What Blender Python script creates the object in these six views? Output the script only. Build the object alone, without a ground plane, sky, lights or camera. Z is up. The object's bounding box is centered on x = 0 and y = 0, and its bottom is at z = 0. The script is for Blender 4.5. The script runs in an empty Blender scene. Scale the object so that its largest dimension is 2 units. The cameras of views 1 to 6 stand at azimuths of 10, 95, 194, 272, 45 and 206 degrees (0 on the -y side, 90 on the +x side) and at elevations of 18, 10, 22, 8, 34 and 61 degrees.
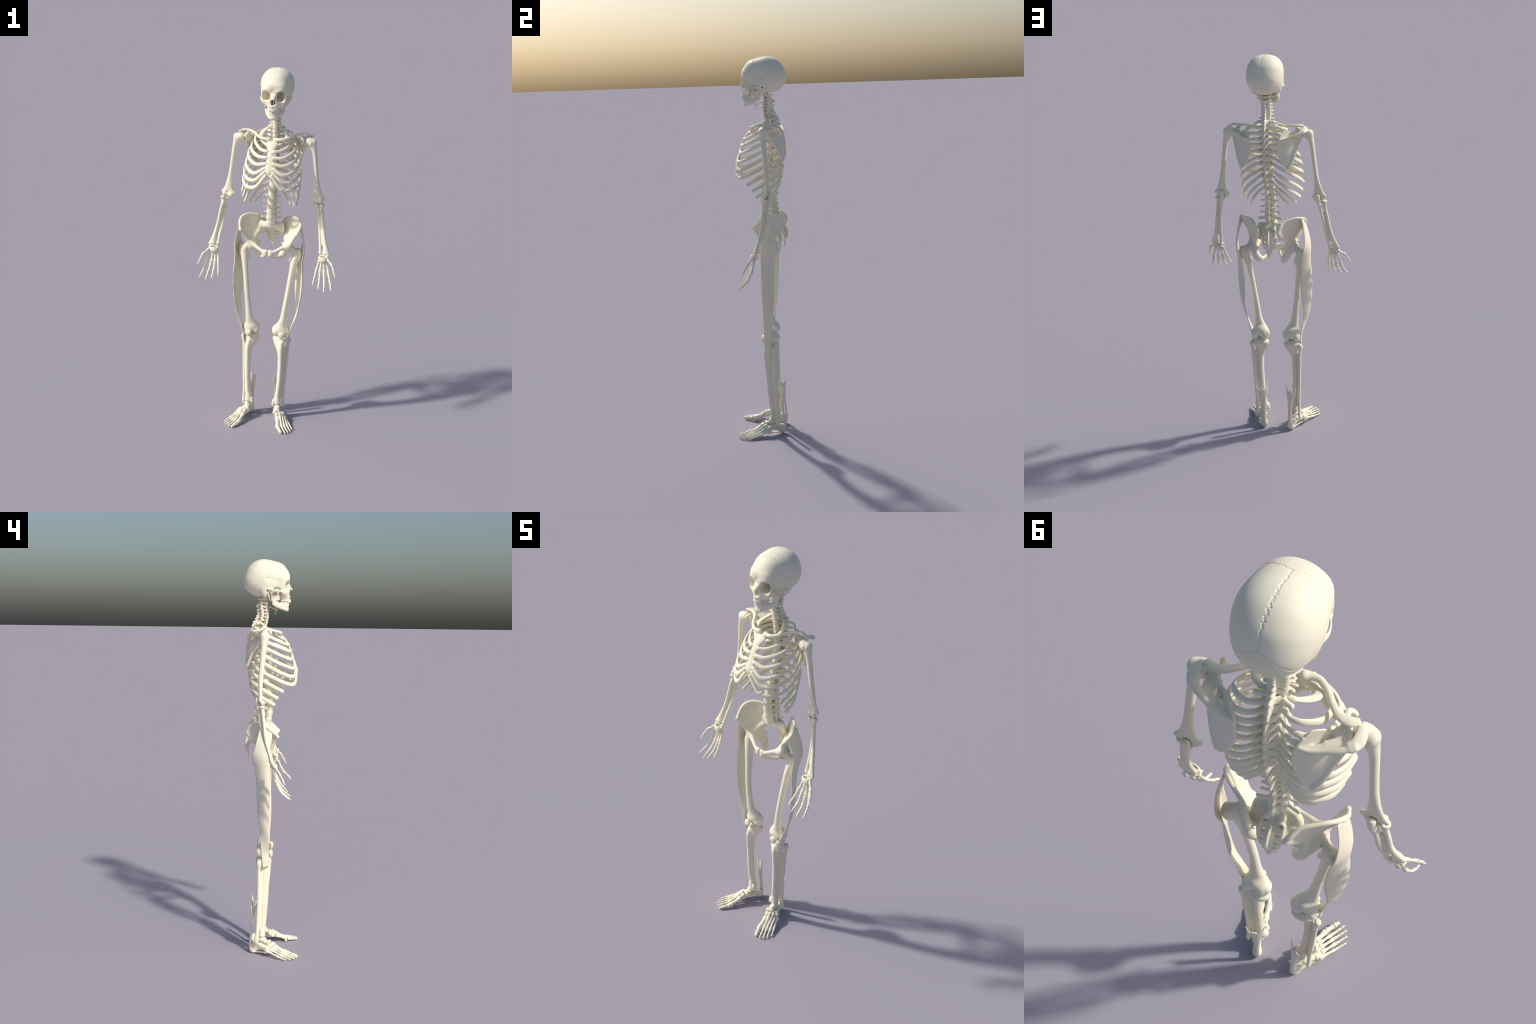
# Human skeleton, modelled bone by bone with signed-distance solids that are
# meshed with a small surface-nets polygoniser.  Left side (x > 0) is built,
# paired bones are mirrored.
import bpy, math
import numpy as np
V = np.array
rng = np.random.default_rng(7)

# ------------------------------------------------------------------ curves
def curve(P, n=None, per=8):
    """Catmull-Rom through control rows (any width)."""
    P = np.asarray(P, float)
    if len(P) == 2:
        t = np.linspace(0, 1, per + 1)[:, None]
        return P[0] * (1 - t) + P[1] * t
    Q = np.vstack([2 * P[0] - P[1], P, 2 * P[-1] - P[-2]])
    m = len(P) - 1
    n = n or m * per + 1
    t = np.linspace(0, m, n)
    i = np.minimum(t.astype(int), m - 1)
    f = (t - i)[:, None]
    a, b, c, d = Q[i], Q[i + 1], Q[i + 2], Q[i + 3]
    return .5 * (2 * b + (c - a) * f + (2 * a - 5 * b + 4 * c - d) * f ** 2 + (3 * b - a - 3 * c + d) * f ** 3)

def closed_curve(P, per=6):
    P = np.asarray(P, float); m = len(P); out = []
    for i in range(m):
        a, b, c, d = P[i - 1], P[i], P[(i + 1) % m], P[(i + 2) % m]
        for f in np.arange(per) / per:
            out.append(.5 * (2 * b + (c - a) * f + (2 * a - 5 * b + 4 * c - d) * f ** 2 + (3 * b - a - 3 * c + d) * f ** 3))
    return V(out)

def unit(v):
    v = np.asarray(v, float)
    return v / (np.linalg.norm(v) + 1e-12)

# ------------------------------------------------------------------ solids
# A solid is (lo, hi, f) ; f(x, y, z) -> distance, broadcast arrays.
def ball(c, r, rot=None):
    c = V(c, float); r = V([r] * 3 if np.isscalar(r) else r, float)
    R = None if rot is None else np.asarray(rot, float)
    m = r.max() if R is not None else r
    def f(x, y, z):
        d = [x - c[0], y - c[1], z - c[2]]
        if R is not None:
            d = [R[i][0] * d[0] + R[i][1] * d[1] + R[i][2] * d[2] for i in range(3)]
        k0 = np.sqrt((d[0] / r[0]) ** 2 + (d[1] / r[1]) ** 2 + (d[2] / r[2]) ** 2) + 1e-6
        k1 = np.sqrt((d[0] / r[0] ** 2) ** 2 + (d[1] / r[1] ** 2) ** 2 + (d[2] / r[2] ** 2) ** 2) + 1e-6
        return k0 * (k0 - 1) / k1
    return c - m, c + m, f

def sweep(P, ra, rb=None, up=(0, 0, 1), per=6, spine=False):
    """Elliptical tube: ra along the 'up' side of the path, rb across it.
    up may be one vector or one per control point."""
    P = np.asarray(P, float); n = len(P)
    ra = np.ones(n) * ra if np.isscalar(ra) else np.asarray(ra, float)
    rb = ra if rb is None else (np.ones(n) * rb if np.isscalar(rb) else np.asarray(rb, float))
    up = np.asarray(up, float)
    up = np.tile(up, (n, 1)) if up.ndim == 1 else up
    C = curve(np.hstack([P, ra[:, None], rb[:, None], up]), per=per)
    pts, A, B, U = C[:, :3], np.maximum(C[:, 3], 4e-4), np.maximum(C[:, 4], 4e-4), C[:, 5:]
    m = max(A.max(), B.max())
    def f(x, y, z, sub=None):
        best = None
        for i in range(len(pts) - 1):
            a, b = pts[i], pts[i + 1]
            T = b - a; L2 = T @ T + 1e-12; Th = T / math.sqrt(L2)
            N = unit(U[i] - (U[i] @ Th) * Th); W = np.cross(Th, N)
            rm = max(A[i], A[i + 1], B[i], B[i + 1]) + .012
            lo, hi = np.minimum(a, b) - rm, np.maximum(a, b) + rm
            if best is None:
                best = np.full(np.broadcast_shapes(x.shape, y.shape, z.shape), .05, np.float32)
            sx = np.nonzero((x.ravel() >= lo[0]) & (x.ravel() <= hi[0]))[0]
            sy = np.nonzero((y.ravel() >= lo[1]) & (y.ravel() <= hi[1]))[0]
            sz = np.nonzero((z.ravel() >= lo[2]) & (z.ravel() <= hi[2]))[0]
            if not (len(sx) and len(sy) and len(sz)): continue
            sl = (slice(sx[0], sx[-1] + 1), slice(sy[0], sy[-1] + 1), slice(sz[0], sz[-1] + 1))
            dx, dy, dz = x[sl[0]] - a[0], y[:, sl[1]] - a[1], z[:, :, sl[2]] - a[2]
            t = np.clip((dx * T[0] + dy * T[1] + dz * T[2]) / L2, 0, 1)
            dx, dy, dz = dx - t * T[0], dy - t * T[1], dz - t * T[2]
            pa = A[i] + (A[i + 1] - A[i]) * t; pb = B[i] + (B[i + 1] - B[i]) * t; pm = np.minimum(pa, pb)
            dn = dx * N[0] + dy * N[1] + dz * N[2]
            dw = dx * W[0] + dy * W[1] + dz * W[2]
            dt = dx * Th[0] + dy * Th[1] + dz * Th[2]
            k0 = np.sqrt((dn / pa) ** 2 + (dw / pb) ** 2 + (dt / pm) ** 2) + 1e-6
            k1 = np.sqrt((dn / pa ** 2) ** 2 + (dw / pb ** 2) ** 2 + (dt / pm ** 2) ** 2) + 1e-6
            best[sl] = np.minimum(best[sl], k0 * (k0 - 1) / k1)
        return best
    return pts.min(0) - m, pts.max(0) + m, f

def ruled(c1, c2, r, n=12, r2=None):
    """Thin fin spanning two curves."""
    a, b = curve(c1, n), curve(c2, n)
    r2 = r if r2 is None else r2
    parts = [sweep([a[i], b[i]], [r, r2], per=1) for i in range(n)]
    lo = np.minimum(a, b).min(0) - max(r, r2); hi = np.maximum(a, b).max(0) + max(r, r2)
    step = max(np.linalg.norm(np.diff(a, axis=0), axis=1).max(), np.linalg.norm(np.diff(b, axis=0), axis=1).max())
    k = max(step * .6, .002)
    def f(x, y, z):
        d = None
        for p in parts:
            e = p[2](x, y, z)
            if d is None: d = e
            else:
                h = np.clip(k - np.abs(d - e), 0, None) / k
                d = np.minimum(d, e) - h * h * k * .25
        return d + k * .12
    return lo, hi, f

def plate(outline, thick, inner=(), per=5, edge=.002, smooth=.004):
    """Curved sheet of bone spanning a closed 3D outline (thin-plate height over its mean plane)."""
    O = np.asarray(outline, float); I = np.asarray(inner, float).reshape(-1, 3)
    c = O.mean(0); _, _, Vt = np.linalg.svd(O - c); M = Vt
    Q = (np.vstack([O, I]) - c) @ M.T
    uv, w = Q[:, :2], Q[:, 2]
    def phi(r2): return r2 * np.log(r2 + 1e-12)
    n = len(uv); D = phi(((uv[:, None] - uv[None]) ** 2).sum(-1)) + np.eye(n) * 1e-5
    Pm = np.hstack([np.ones((n, 1)), uv]); A = np.block([[D, Pm], [Pm.T, np.zeros((3, 3))]])
    co = np.linalg.solve(A, np.concatenate([w, np.zeros(3)]))
    poly = closed_curve(((O - c) @ M.T)[:, :2], per)
    lo, hi = O.min(0) - .02, O.max(0) + .02
    def f(x, y, z):
        shp = np.broadcast_shapes(x.shape, y.shape, z.shape)
        d = [np.broadcast_to(x - c[0], shp).ravel(), np.broadcast_to(y - c[1], shp).ravel(), np.broadcast_to(z - c[2], shp).ravel()]
        u, v, ww = [M[i][0] * d[0] + M[i][1] * d[1] + M[i][2] * d[2] for i in range(3)]
        out = np.full(u.shape, .03, np.float32)
        near = np.nonzero(np.abs(ww) < np.abs(w).max() + .03)[0]
        u, v, ww = u[near], v[near], ww[near]
        h = co[n] + co[n + 1] * u + co[n + 2] * v
        for i in range(n):
            h = h + co[i] * phi((u - uv[i, 0]) ** 2 + (v - uv[i, 1]) ** 2)
        dw = np.abs(ww - h)
        k = np.nonzero(dw < .022)[0]
        u, v, dw = u[k], v[k], dw[k]
        best = np.full(u.shape, 1.); ins = np.zeros(u.shape, bool)
        for i in range(len(poly)):
            a, b = poly[i - 1], poly[i]; e = b - a
            t = np.clip(((u - a[0]) * e[0] + (v - a[1]) * e[1]) / (e @ e + 1e-12), 0, 1)
            best = np.minimum(best, (u - a[0] - t * e[0]) ** 2 + (v - a[1] - t * e[1]) ** 2)
            cr = (a[1] > v) != (b[1] > v)
            ins ^= cr & (u < (b[0] - a[0]) * (v - a[1]) / (b[1] - a[1] + 1e-12) + a[0])
        sd = np.sqrt(best) * np.where(ins, -1, 1)
        p, q = sd + edge, dw - thick + edge
        dd = np.minimum(np.maximum(p, q), 0) + np.sqrt(np.maximum(p, 0) ** 2 + np.maximum(q, 0) ** 2) - edge
        out[near[k]] = dd
        return out.reshape(shp)
    return lo, hi, f

def drum(c, axis, up, ra, rb, half, waist=0., rnd=.002):
    """Elliptical cylinder (vertebral body): axis, radius ra along side, rb along up."""
    c = V(c, float); T = unit(axis); N = unit(np.asarray(up) - (np.asarray(up) @ T) * T); W = np.cross(T, N)
    m = max(ra, rb, half) * 1.1
    def f(x, y, z):
        d = [x - c[0], y - c[1], z - c[2]]
        t = d[0] * T[0] + d[1] * T[1] + d[2] * T[2]
        n = d[0] * N[0] + d[1] * N[1] + d[2] * N[2]
        w = d[0] * W[0] + d[1] * W[1] + d[2] * W[2]
        s = 1 - waist * (1 - np.clip(np.abs(t) / half, 0, 1) ** 2)
        k = np.sqrt((n / (rb * s)) ** 2 + (w / (ra * s)) ** 2)
        p = (k - 1) * min(ra, rb) + rnd; q = np.abs(t) - half + rnd
        return np.minimum(np.maximum(p, q), 0) + np.sqrt(np.maximum(p, 0) ** 2 + np.maximum(q, 0) ** 2) - rnd
    return c - m * 1.3, c + m * 1.3, f

def superball(c, r, axes=None, p=3.):
    """Rounded box / super-ellipsoid with optional local axes (rows)."""
    c = V(c, float); r = V(r, float); E = np.eye(3) if axes is None else np.asarray(axes, float)
    m = np.linalg.norm(r)
    def f(x, y, z):
        d = [x - c[0], y - c[1], z - c[2]]
        q = [np.abs(e[0] * d[0] + e[1] * d[1] + e[2] * d[2]) / r[i] for i, e in enumerate(E)]
        return ((q[0] ** p + q[1] ** p + q[2] ** p) ** (1 / p) - 1) * r.min()
    return c - m, c + m, f

def shaft(a, b, up, prof, flat=.9, rnd=.0016, bow=0.):
    """Short tubular bone with blunt ends: prof = [(t, radius)...] along a-b."""
    a, b = V(a, float), V(b, float); L = np.linalg.norm(b - a); T = (b - a) / L
    N = unit(V(up, float) - (V(up, float) @ T) * T); W = np.cross(T, N)
    t0 = V([q[0] for q in prof]); r0 = V([q[1] for q in prof]); tt = np.linspace(0, 1, 60)
    C = curve(np.stack([t0, r0], 1), per=10); rr = np.interp(tt, C[:, 0], C[:, 1]); m = r0.max()
    def f(x, y, z):
        d = [x - a[0], y - a[1], z - a[2]]
        t = d[0] * T[0] + d[1] * T[1] + d[2] * T[2]
        n = d[0] * N[0] + d[1] * N[1] + d[2] * N[2]; w = d[0] * W[0] + d[1] * W[1] + d[2] * W[2]
        s = np.clip(t / L, 0, 1); n = n - bow * np.sin(np.pi * s)
        r = np.interp(s, tt, rr)
        p = (np.sqrt((n / (r * flat)) ** 2 + (w / r) ** 2) - 1) * r * flat
        q = np.abs(t - L / 2) - L / 2
        p, q = p + rnd, q + rnd
        return np.minimum(np.maximum(p, q), 0) + np.sqrt(np.maximum(p, 0) ** 2 + np.maximum(q, 0) ** 2) - rnd
    return np.minimum(a, b) - m * 1.2, np.maximum(a, b) + m * 1.2, f

def mirror_solid(s):
    lo, hi, f = s
    return V([-hi[0], lo[1], lo[2]]), V([-lo[0], hi[1], hi[2]]), (lambda x, y, z: f(-x[::-1], y, z)[::-1])

def both(*s):
    return list(s) + [mirror_solid(q) for q in s]

# ------------------------------------------------------------------ field
class Bone:
    """Accumulates solids in a grid, then polygonises."""
    def __init__(self, lo, hi, h):
        self.h = h; lo = V(lo, float) - 3 * h; hi = V(hi, float) + 3 * h
        self.lo = lo; n = np.ceil((hi - lo) / h).astype(int) + 1
        self.ax = [(lo[i] + h * np.arange(n[i])).astype(np.float32) for i in range(3)]
        self.v = np.full(tuple(n), .05, np.float32)
    def _crop(self, lo, hi, m):
        s = []
        for i in range(3):
            a = np.searchsorted(self.ax[i], lo[i] - m); b = np.searchsorted(self.ax[i], hi[i] + m)
            if b <= a: return None
            s.append(slice(a, b))
        return tuple(s)
    def _eval(self, solid, m):
        s = self._crop(solid[0], solid[1], m)
        if s is None: return None, None
        d = solid[2](self.ax[0][s[0]][:, None, None], self.ax[1][s[1]][None, :, None], self.ax[2][s[2]][None, None, :])
        return s, d
    def add(self, solid, k=.004):
        s, d = self._eval(solid, k + 3 * self.h)
        if s is not None:
            a = self.v[s]; h = np.clip(k - np.abs(a - d), 0, None) / k
            self.v[s] = np.minimum(a, d) - h * h * k * .25
        return self
    def cut(self, solid, k=.003):
        s, d = self._eval(solid, k + 3 * self.h)
        if s is not None:
            a = self.v[s]; d = -d; h = np.clip(k - np.abs(a - d), 0, None) / k
            self.v[s] = np.maximum(a, d) + h * h * k * .25
        return self
    def dent(self, solid, depth):
        """Shallow press-in: lifts the field inside the solid by depth."""
        s, d = self._eval(solid, 2 * self.h)
        if s is not None:
            self.v[s] += depth * np.clip(-d / (abs(d.min()) + 1e-9), 0, 1)
        return self
    def surface_point(self, o, d):
        """Outermost surface hit along the ray from inside point o."""
        o = V(o, float); d = unit(d)
        t = np.arange(.02, .2, self.h * .5); P = o + t[:, None] * d
        ijk = (P - self.lo) / self.h; i0 = np.floor(ijk).astype(int)
        ok = np.all((i0 >= 0) & (i0 < V(self.v.shape) - 1), axis=1)
        P, i0, ijk = P[ok], i0[ok], ijk[ok]; f = ijk - i0; val = 0
        for a in (0, 1):
            for b in (0, 1):
                for c in (0, 1):
                    w = (f[:, 0] if a else 1 - f[:, 0]) * (f[:, 1] if b else 1 - f[:, 1]) * (f[:, 2] if c else 1 - f[:, 2])
                    val = val + w * self.v[i0[:, 0] + a, i0[:, 1] + b, i0[:, 2] + c]
        ins = np.nonzero(val < 0)[0]
        return P[ins[-1]] if len(ins) else P[-1]
    def mesh(self, smooth=2):
        v = self.v; neg = v < 0; S = V(v.shape)
        cnt = np.zeros(tuple(S - 1), np.int8)
        for a in (0, 1):
            for b in (0, 1):
                for c in (0, 1):
                    cnt += neg[a:S[0] - 1 + a, b:S[1] - 1 + b, c:S[2] - 1 + c]
        act = (cnt > 0) & (cnt < 8)
        I = np.argwhere(act); n = len(I)
        ident = np.full(act.shape, -1, np.int64); ident[act] = np.arange(n)
        off = [(a, b, c) for a in (0, 1) for b in (0, 1) for c in (0, 1)]
        val = np.stack([v[I[:, 0] + a, I[:, 1] + b, I[:, 2] + c] for a, b, c in off], 1).astype(float)
        acc = np.zeros((n, 3)); num = np.zeros(n)
        for p in range(8):
            for q in range(p + 1, 8):
                if sum(abs(off[p][k] - off[q][k]) for k in range(3)) != 1: continue
                x = (val[:, p] < 0) != (val[:, q] < 0)
                t = np.where(x, val[:, p] / np.where(x, val[:, p] - val[:, q], 1), 0)
                pos = V(off[p]) + t[:, None] * (V(off[q]) - V(off[p]))
                acc += pos * x[:, None]; num += x
        X = self.lo + self.h * (I + acc / num[:, None])
        F = []
        for ax in range(3):
            s0 = [slice(1, -1)] * 3; s1 = [slice(1, -1)] * 3
            s0[ax] = slice(0, -1); s1[ax] = slice(1, None)
            a, b = neg[tuple(s0)], neg[tuple(s1)]
            E = np.argwhere(a != b); fl = a[tuple(E.T)]
            o = V([1, 1, 1]); o[ax] = 0; E = E + o
            u, w = (ax + 1) % 3, (ax + 2) % 3
            du, dw = np.eye(3, dtype=int)[u], np.eye(3, dtype=int)[w]
            q = [ident[tuple((E - k).T)] for k in (du + dw, dw, 0 * du, du)]
            q = np.stack(q, 1); q[~fl] = q[~fl][:, ::-1]
            F.append(q)
        F = np.vstack(F); F = F[(F >= 0).all(1)]
        e = np.vstack([F[:, [i, (i + 1) % 4]] for i in range(4)])
        deg = np.bincount(e[:, 0], minlength=n) + np.bincount(e[:, 1], minlength=n) + 1e-9
        for it in range(smooth):
            for lam in (.55, -.5 if it < smooth - 1 else -.4):
                av = np.stack([np.bincount(e[:, 0], X[e[:, 1], k], n) + np.bincount(e[:, 1], X[e[:, 0], k], n) for k in range(3)], 1) / deg[:, None]
                X = X + lam * (av - X)
        return X, F

# ------------------------------------------------------------------ materials
def bone_material(name, col_a, col_b, scale, bump, stretch=(1, 1, 1), rough=.55):
    m = bpy.data.materials.new(name); m.use_nodes = True
    nt = m.node_tree; nd = nt.nodes; lk = nt.links
    b = nd["Principled BSDF"]; b.inputs["Roughness"].default_value = rough
    if "Specular IOR Level" in b.inputs: b.inputs["Specular IOR Level"].default_value = .25
    tc = nd.new("ShaderNodeTexCoord"); mp = nd.new("ShaderNodeMapping")
    mp.inputs["Scale"].default_value = stretch
    lk.new(tc.outputs["Object"], mp.inputs["Vector"])
    n1 = nd.new("ShaderNodeTexNoise"); n1.inputs["Scale"].default_value = scale; n1.inputs["Detail"].default_value = 4
    lk.new(mp.outputs["Vector"], n1.inputs["Vector"])
    r = nd.new("ShaderNodeValToRGB")
    r.color_ramp.elements[0].position = .3; r.color_ramp.elements[1].position = .7
    r.color_ramp.elements[0].color = (*col_a, 1); r.color_ramp.elements[1].color = (*col_b, 1)
    lk.new(n1.outputs["Fac"], r.inputs["Fac"]); lk.new(r.outputs["Color"], b.inputs["Base Color"])
    n2 = nd.new("ShaderNodeTexNoise"); n2.inputs["Scale"].default_value = scale * 9; n2.inputs["Detail"].default_value = 3
    lk.new(mp.outputs["Vector"], n2.inputs["Vector"])
    bp = nd.new("ShaderNodeBump"); bp.inputs["Strength"].default_value = bump; bp.inputs["Distance"].default_value = .002
    lk.new(n2.outputs["Fac"], bp.inputs["Height"]); lk.new(bp.outputs["Normal"], b.inputs["Normal"])
    return m

BONE = bone_material("ivory_bone", (.845, .80, .635), (.875, .832, .668), 14, .03)
TOOTH = bone_material("tooth_enamel", (.86, .825, .69), (.89, .855, .72), 40, .02, rough=.4)
BAND = bone_material("fibrous_band", (.835, .79, .628), (.868, .825, .66), 30, .07, (3, 3, .15))

# ------------------------------------------------------------------ objects
root = bpy.data.objects.new("human_skeleton", None)
bpy.context.collection.objects.link(root)
root["label"] = "standing full human skeleton of smooth ivory bone"
root["category"] = "skeleton"

def make_mesh(name, X, F, mat, flip=False):
    me = bpy.data.meshes.new(name); X = np.asarray(X, np.float32); F = np.asarray(F, np.int32)
    if flip: F = F[:, ::-1]
    k = F.shape[1]
    me.vertices.add(len(X)); me.vertices.foreach_set("co", X.ravel())
    me.loops.add(F.size); me.loops.foreach_set("vertex_index", np.ascontiguousarray(F).ravel())
    me.polygons.add(len(F)); me.polygons.foreach_set("loop_start", np.arange(0, F.size, k, dtype=np.int32))
    me.update(calc_edges=True); me.validate()
    me.polygons.foreach_set("use_smooth", np.ones(len(me.polygons), bool))
    me.materials.append(mat)
    return me

def place(name, X, F, mat=BONE, parent=None, pair=False):
    objs = []
    for side in ((1, -1) if pair else (1,)):
        me = make_mesh(name, X * V([side, 1, 1]), F, mat, side < 0)
        o = bpy.data.objects.new(name, me); bpy.context.collection.objects.link(o)
        o.parent = parent or root; objs.append(o)
    return objs

def build(name, solids, h=.002, k=.004, cuts=(), kc=.003, smooth=2, pair=False, mat=BONE, parent=None):
    """Fuse solids (optionally (solid, k) tuples), cut others, polygonise, place."""
    S = [(s if isinstance(s[0], tuple) else (s, k)) for s in solids]
    lo = np.min([s[0][0] for s in S], axis=0); hi = np.max([s[0][1] for s in S], axis=0)
    b = Bone(lo, hi, h)
    for s, kk in S: b.add(s, kk)
    for c in cuts:
        b.cut(c, kc)
    X, F = b.mesh(smooth)
    return place(name, X, F, mat, parent, pair)

# ================================================================== SPINE
#            z      y front  half-width half-depth half-height  spinous tip (y, z)   tp tip (x, dy, dz)
LEVELS = [
 ("c2", 1.787, .028, .0125, .0105, .0085, .083, 1.766, .022, .012, .000),
 ("c3", 1.768, .026, .0125, .0105, .0072, .081, 1.747, .024, .010, -.002),
 ("c4", 1.751, .023, .0130, .0105, .0072, .079, 1.733, .025, .010, -.002),
 ("c5", 1.734, .021, .0135, .0105, .0072, .084, 1.719, .026, .010, -.002),
 ("c6", 1.717, .022, .0140, .0108, .0072, .091, 1.706, .027, .012, -.001),
 ("c7", 1.699, .025, .0145, .0110, .0078, .101, 1.689, .032, .018, .002),
 ("t1", 1.679, .029, .0155, .0112, .0085, .106, 1.669, .040, .034, .006),
 ("t2", 1.656, .034, .0150, .0120, .0095, .111, 1.646, .039, .038, .006),
 ("t3", 1.631, .038, .0145, .0128, .0102, .122, 1.613, .038, .042, .005),
 ("t4", 1.604, .041, .0148, .0135, .0110, .126, 1.586, .037, .045, .004),
 ("t5", 1.576, .043, .0150, .0142, .0115, .127, 1.556, .037, .047, .003),
 ("t6", 1.547, .044, .0155, .0150, .0120, .128, 1.524, .037, .048, .002),
 ("t7", 1.517, .043, .0160, .0155, .0122, .128, 1.492, .036, .049, .001),
 ("t8", 1.486, .039, .0168, .0160, .0125, .127, 1.461, .036, .051, .000),
 ("t9", 1.454, .032, .0175, .0165, .0130, .124, 1.432, .034, .053, .000),
 ("t10", 1.422, .024, .0185, .0170, .0132, .119, 1.403, .032, .054, .000),
 ("t11", 1.389, .015, .0195, .0175, .0135, .112, 1.374, .027, .052, .000),
 ("t12", 1.354, .006, .0205, .0180, .0140, .103, 1.333, .024, .050, .000),
 ("l1", 1.319, -.001, .0215, .0185, .0128, .090, 1.290, .041, .042, -.003),
 ("l2", 1.287, -.006, .0222, .0190, .0128, .085, 1.259, .046, .042, -.003),
 ("l3", 1.254, -.006, .0228, .0195, .0130, .088, 1.233, .046, .040, -.002),
 ("l4", 1.222, -.002, .0235, .0195, .0130, .093, 1.208, .049, .038, .000),
 ("l5", 1.191, .004, .0245, .0195, .0125, .092, 1.184, .057, .040, .000),
]
cen = [(z, yf + hd) for (_, z, yf, hw, hd, *_r) in LEVELS]
cen_ext = [(1.806, .040)] + cen + [(1.160, .034)]

def spine_axis(i):
    a, b = cen_ext[i], cen_ext[i + 2]
    return unit([0, a[1] - b[1], a[0] - b[0]])

def vertebra(i):
    n, z, yf, hw, hd, hh, sy, sz, tx, tdy, tdz = LEVELS[i]
    T = spine_axis(i); yc = yf + hd; c = V([0, yc, z])
    def L(x, y, zz):                       # local -> world, local y backwards, z along spine
        bk = V([0, T[2], -T[1]])
        return c + V([x, 0, 0]) + bk * y + T * zz
    kind = n[0]; S = []
    S.append((drum(c, T, (0, 1, 0), hw, hd, hh, .10 if kind != "c" else .04, .0025), .001))
    cv = {"c": .70, "t": 1.05, "l": 1.15}[kind]
    ped = hd + .010 * cv                              # depth of the pedicle end
    px = {"c": .0185, "t": max(hw * .98, .0155), "l": hw * .80}[kind]
    th = {"c": .0040, "t": .0042, "l": .0040}[kind]
    for s in (1, -1):
        S.append((sweep([L(s * hw * .7, hd * .6, hh * .3), L(s * px, ped, hh * .35)], [.0050, .0048], [.0042, .0042], per=2), .003))
        # articular pillar
        ah = hh * (1.25 if kind != "c" else 1.12)
        S.append((sweep([L(s * px, ped + .001, ah), L(s * px * .98, ped + .004, 0), L(s * px * .88, ped + .009, -ah * 1.05)],
                        [.0046] * 3, [.0058] * 3, up=(0, 1, 0), per=3), .003))
        # lamina: broad shingle leaning back and down
        lt = hh * {"t": 1.22, "c": 1.12, "l": .85}[kind]
        S.append((sweep([L(s * px * .95, ped + .004, hh * .1), L(s * px * .55, ped + .013 * cv, -hh * .2), L(0, ped + .018 * cv, -hh * .45)],
                        [lt, lt, lt * .9], [th] * 3, up=tuple(T), per=3), .004))
        if kind == "c":
            tip = L(s * tx, hd * .2 + (.004 if n != "c7" else .012), -.002)
            S.append((sweep([L(s * px, ped * .6, 0), tip], [.0040, .0044], per=2), .003))
            S.append((sweep([L(s * hw * .8, 0, 0), L(s * tx, -.003, -.002)], [.0034, .0036], per=2), .003))
        elif kind == "t":
            tip = V([s * tx, yf + tdy + .014, z + tdz])
            S.append((sweep([L(s * px, ped + .004, 0), .5 * (L(s * px, ped + .008, 0) + tip), tip], [.0078, .0070, .0086], [.0062, .0056, .0066], per=3), .005))
        else:
            tip = V([s * tx, yf + tdy + .015, z + tdz])
            fl = .0056 if n != "l5" else .0078
            S.append((sweep([L(s * px, hd + .008, 0), .5 * (L(s * px, hd + .012, 0) + tip), tip + V([0, 0, .002])], [fl * 1.25, fl * .9, fl], [.0045, .0034, .0042], per=3), .005))
            S.append((ball(L(s * px * 1.10, ped + .009, ah * .8), (.0062, .0068, .0095)), .005))
            S.append((ball(L(s * px * .80, ped + .014, -ah * .9), (.0055, .0060, .0090)), .005))
    # spinous process
    r0 = L(0, ped + .016 * cv, -hh * .35); tip = V([0, sy, sz])
    if kind == "l":
        S.append((sweep([r0, .5 * (r0 + tip) + V([0, 0, .002]), tip - V([0, .004, 0])], [.0085, .0092, .0098], [.0042, .0032, .0042], up=(0, .15, 1), per=4), .004))
    elif kind == "t":
        md = .5 * (r0 + tip) + V([0, .004, .003])
        S.append((sweep([r0, md, tip - .004 * unit(tip - md)], [.0095, .0080, .0056], [.0060, .0046, .0048], up=(0, .4, 1), per=4), .006))
    else:
        big = {"c2": 1.5, "c7": 1.15}.get(n, 1.0)
        md = .5 * (r0 + tip) + V([0, 0, .0015])
        S.append((sweep([r0, md, tip - .004 * unit(tip - md)], [.0058 * big, .0052 * big, .0056 * big], [.0044, .0038, .0052], per=4), .004))
    if n == "c2":
        S.append((sweep([c + V([0, -.002, .004]), V([0, .036, 1.803]), V([0, .037, 1.817])], [.0075, .0055, .0045], per=4), .004))
    nm = {"c": "cervical_vertebra", "t": "thoracic_vertebra", "l": "lumbar_vertebra"}[kind]
    canal = sweep([L(0, hd + .0085 * cv, hh * 2.2), L(0, hd + .0085 * cv, -hh * 2.2)], [.0062 * cv] * 2, [.0078 * cv] * 2, up=(0, 1, 0), per=1)
    build(nm, S, h=.0015, cuts=[canal], smooth=2)

for i in range(len(LEVELS)): vertebra(i)

# atlas: ring with lateral masses
S = [(sweep([(0, .0285, 1.806), (.012, .031, 1.806), (.019, .042, 1.806), (.017, .060, 1.805), (.008, .071, 1.804), (0, .073, 1.804)], [.0048, .0045, .0072, .0042, .0042, .0050], [.0040, .0038, .0055, .0035, .0038, .0048], per=4), .003)]
S += [(sweep([(.019, .045, 1.806), (.040, .047, 1.805)], [.0055, .0045], [.0055, .0045], per=2), .003), (ball((.018, .043, 1.807), (.008, .011, .0095)), .003)]
S = S + [(mirror_solid(s), k) for s, k in S]
build("atlas_vertebra", S, h=.0014)

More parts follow.
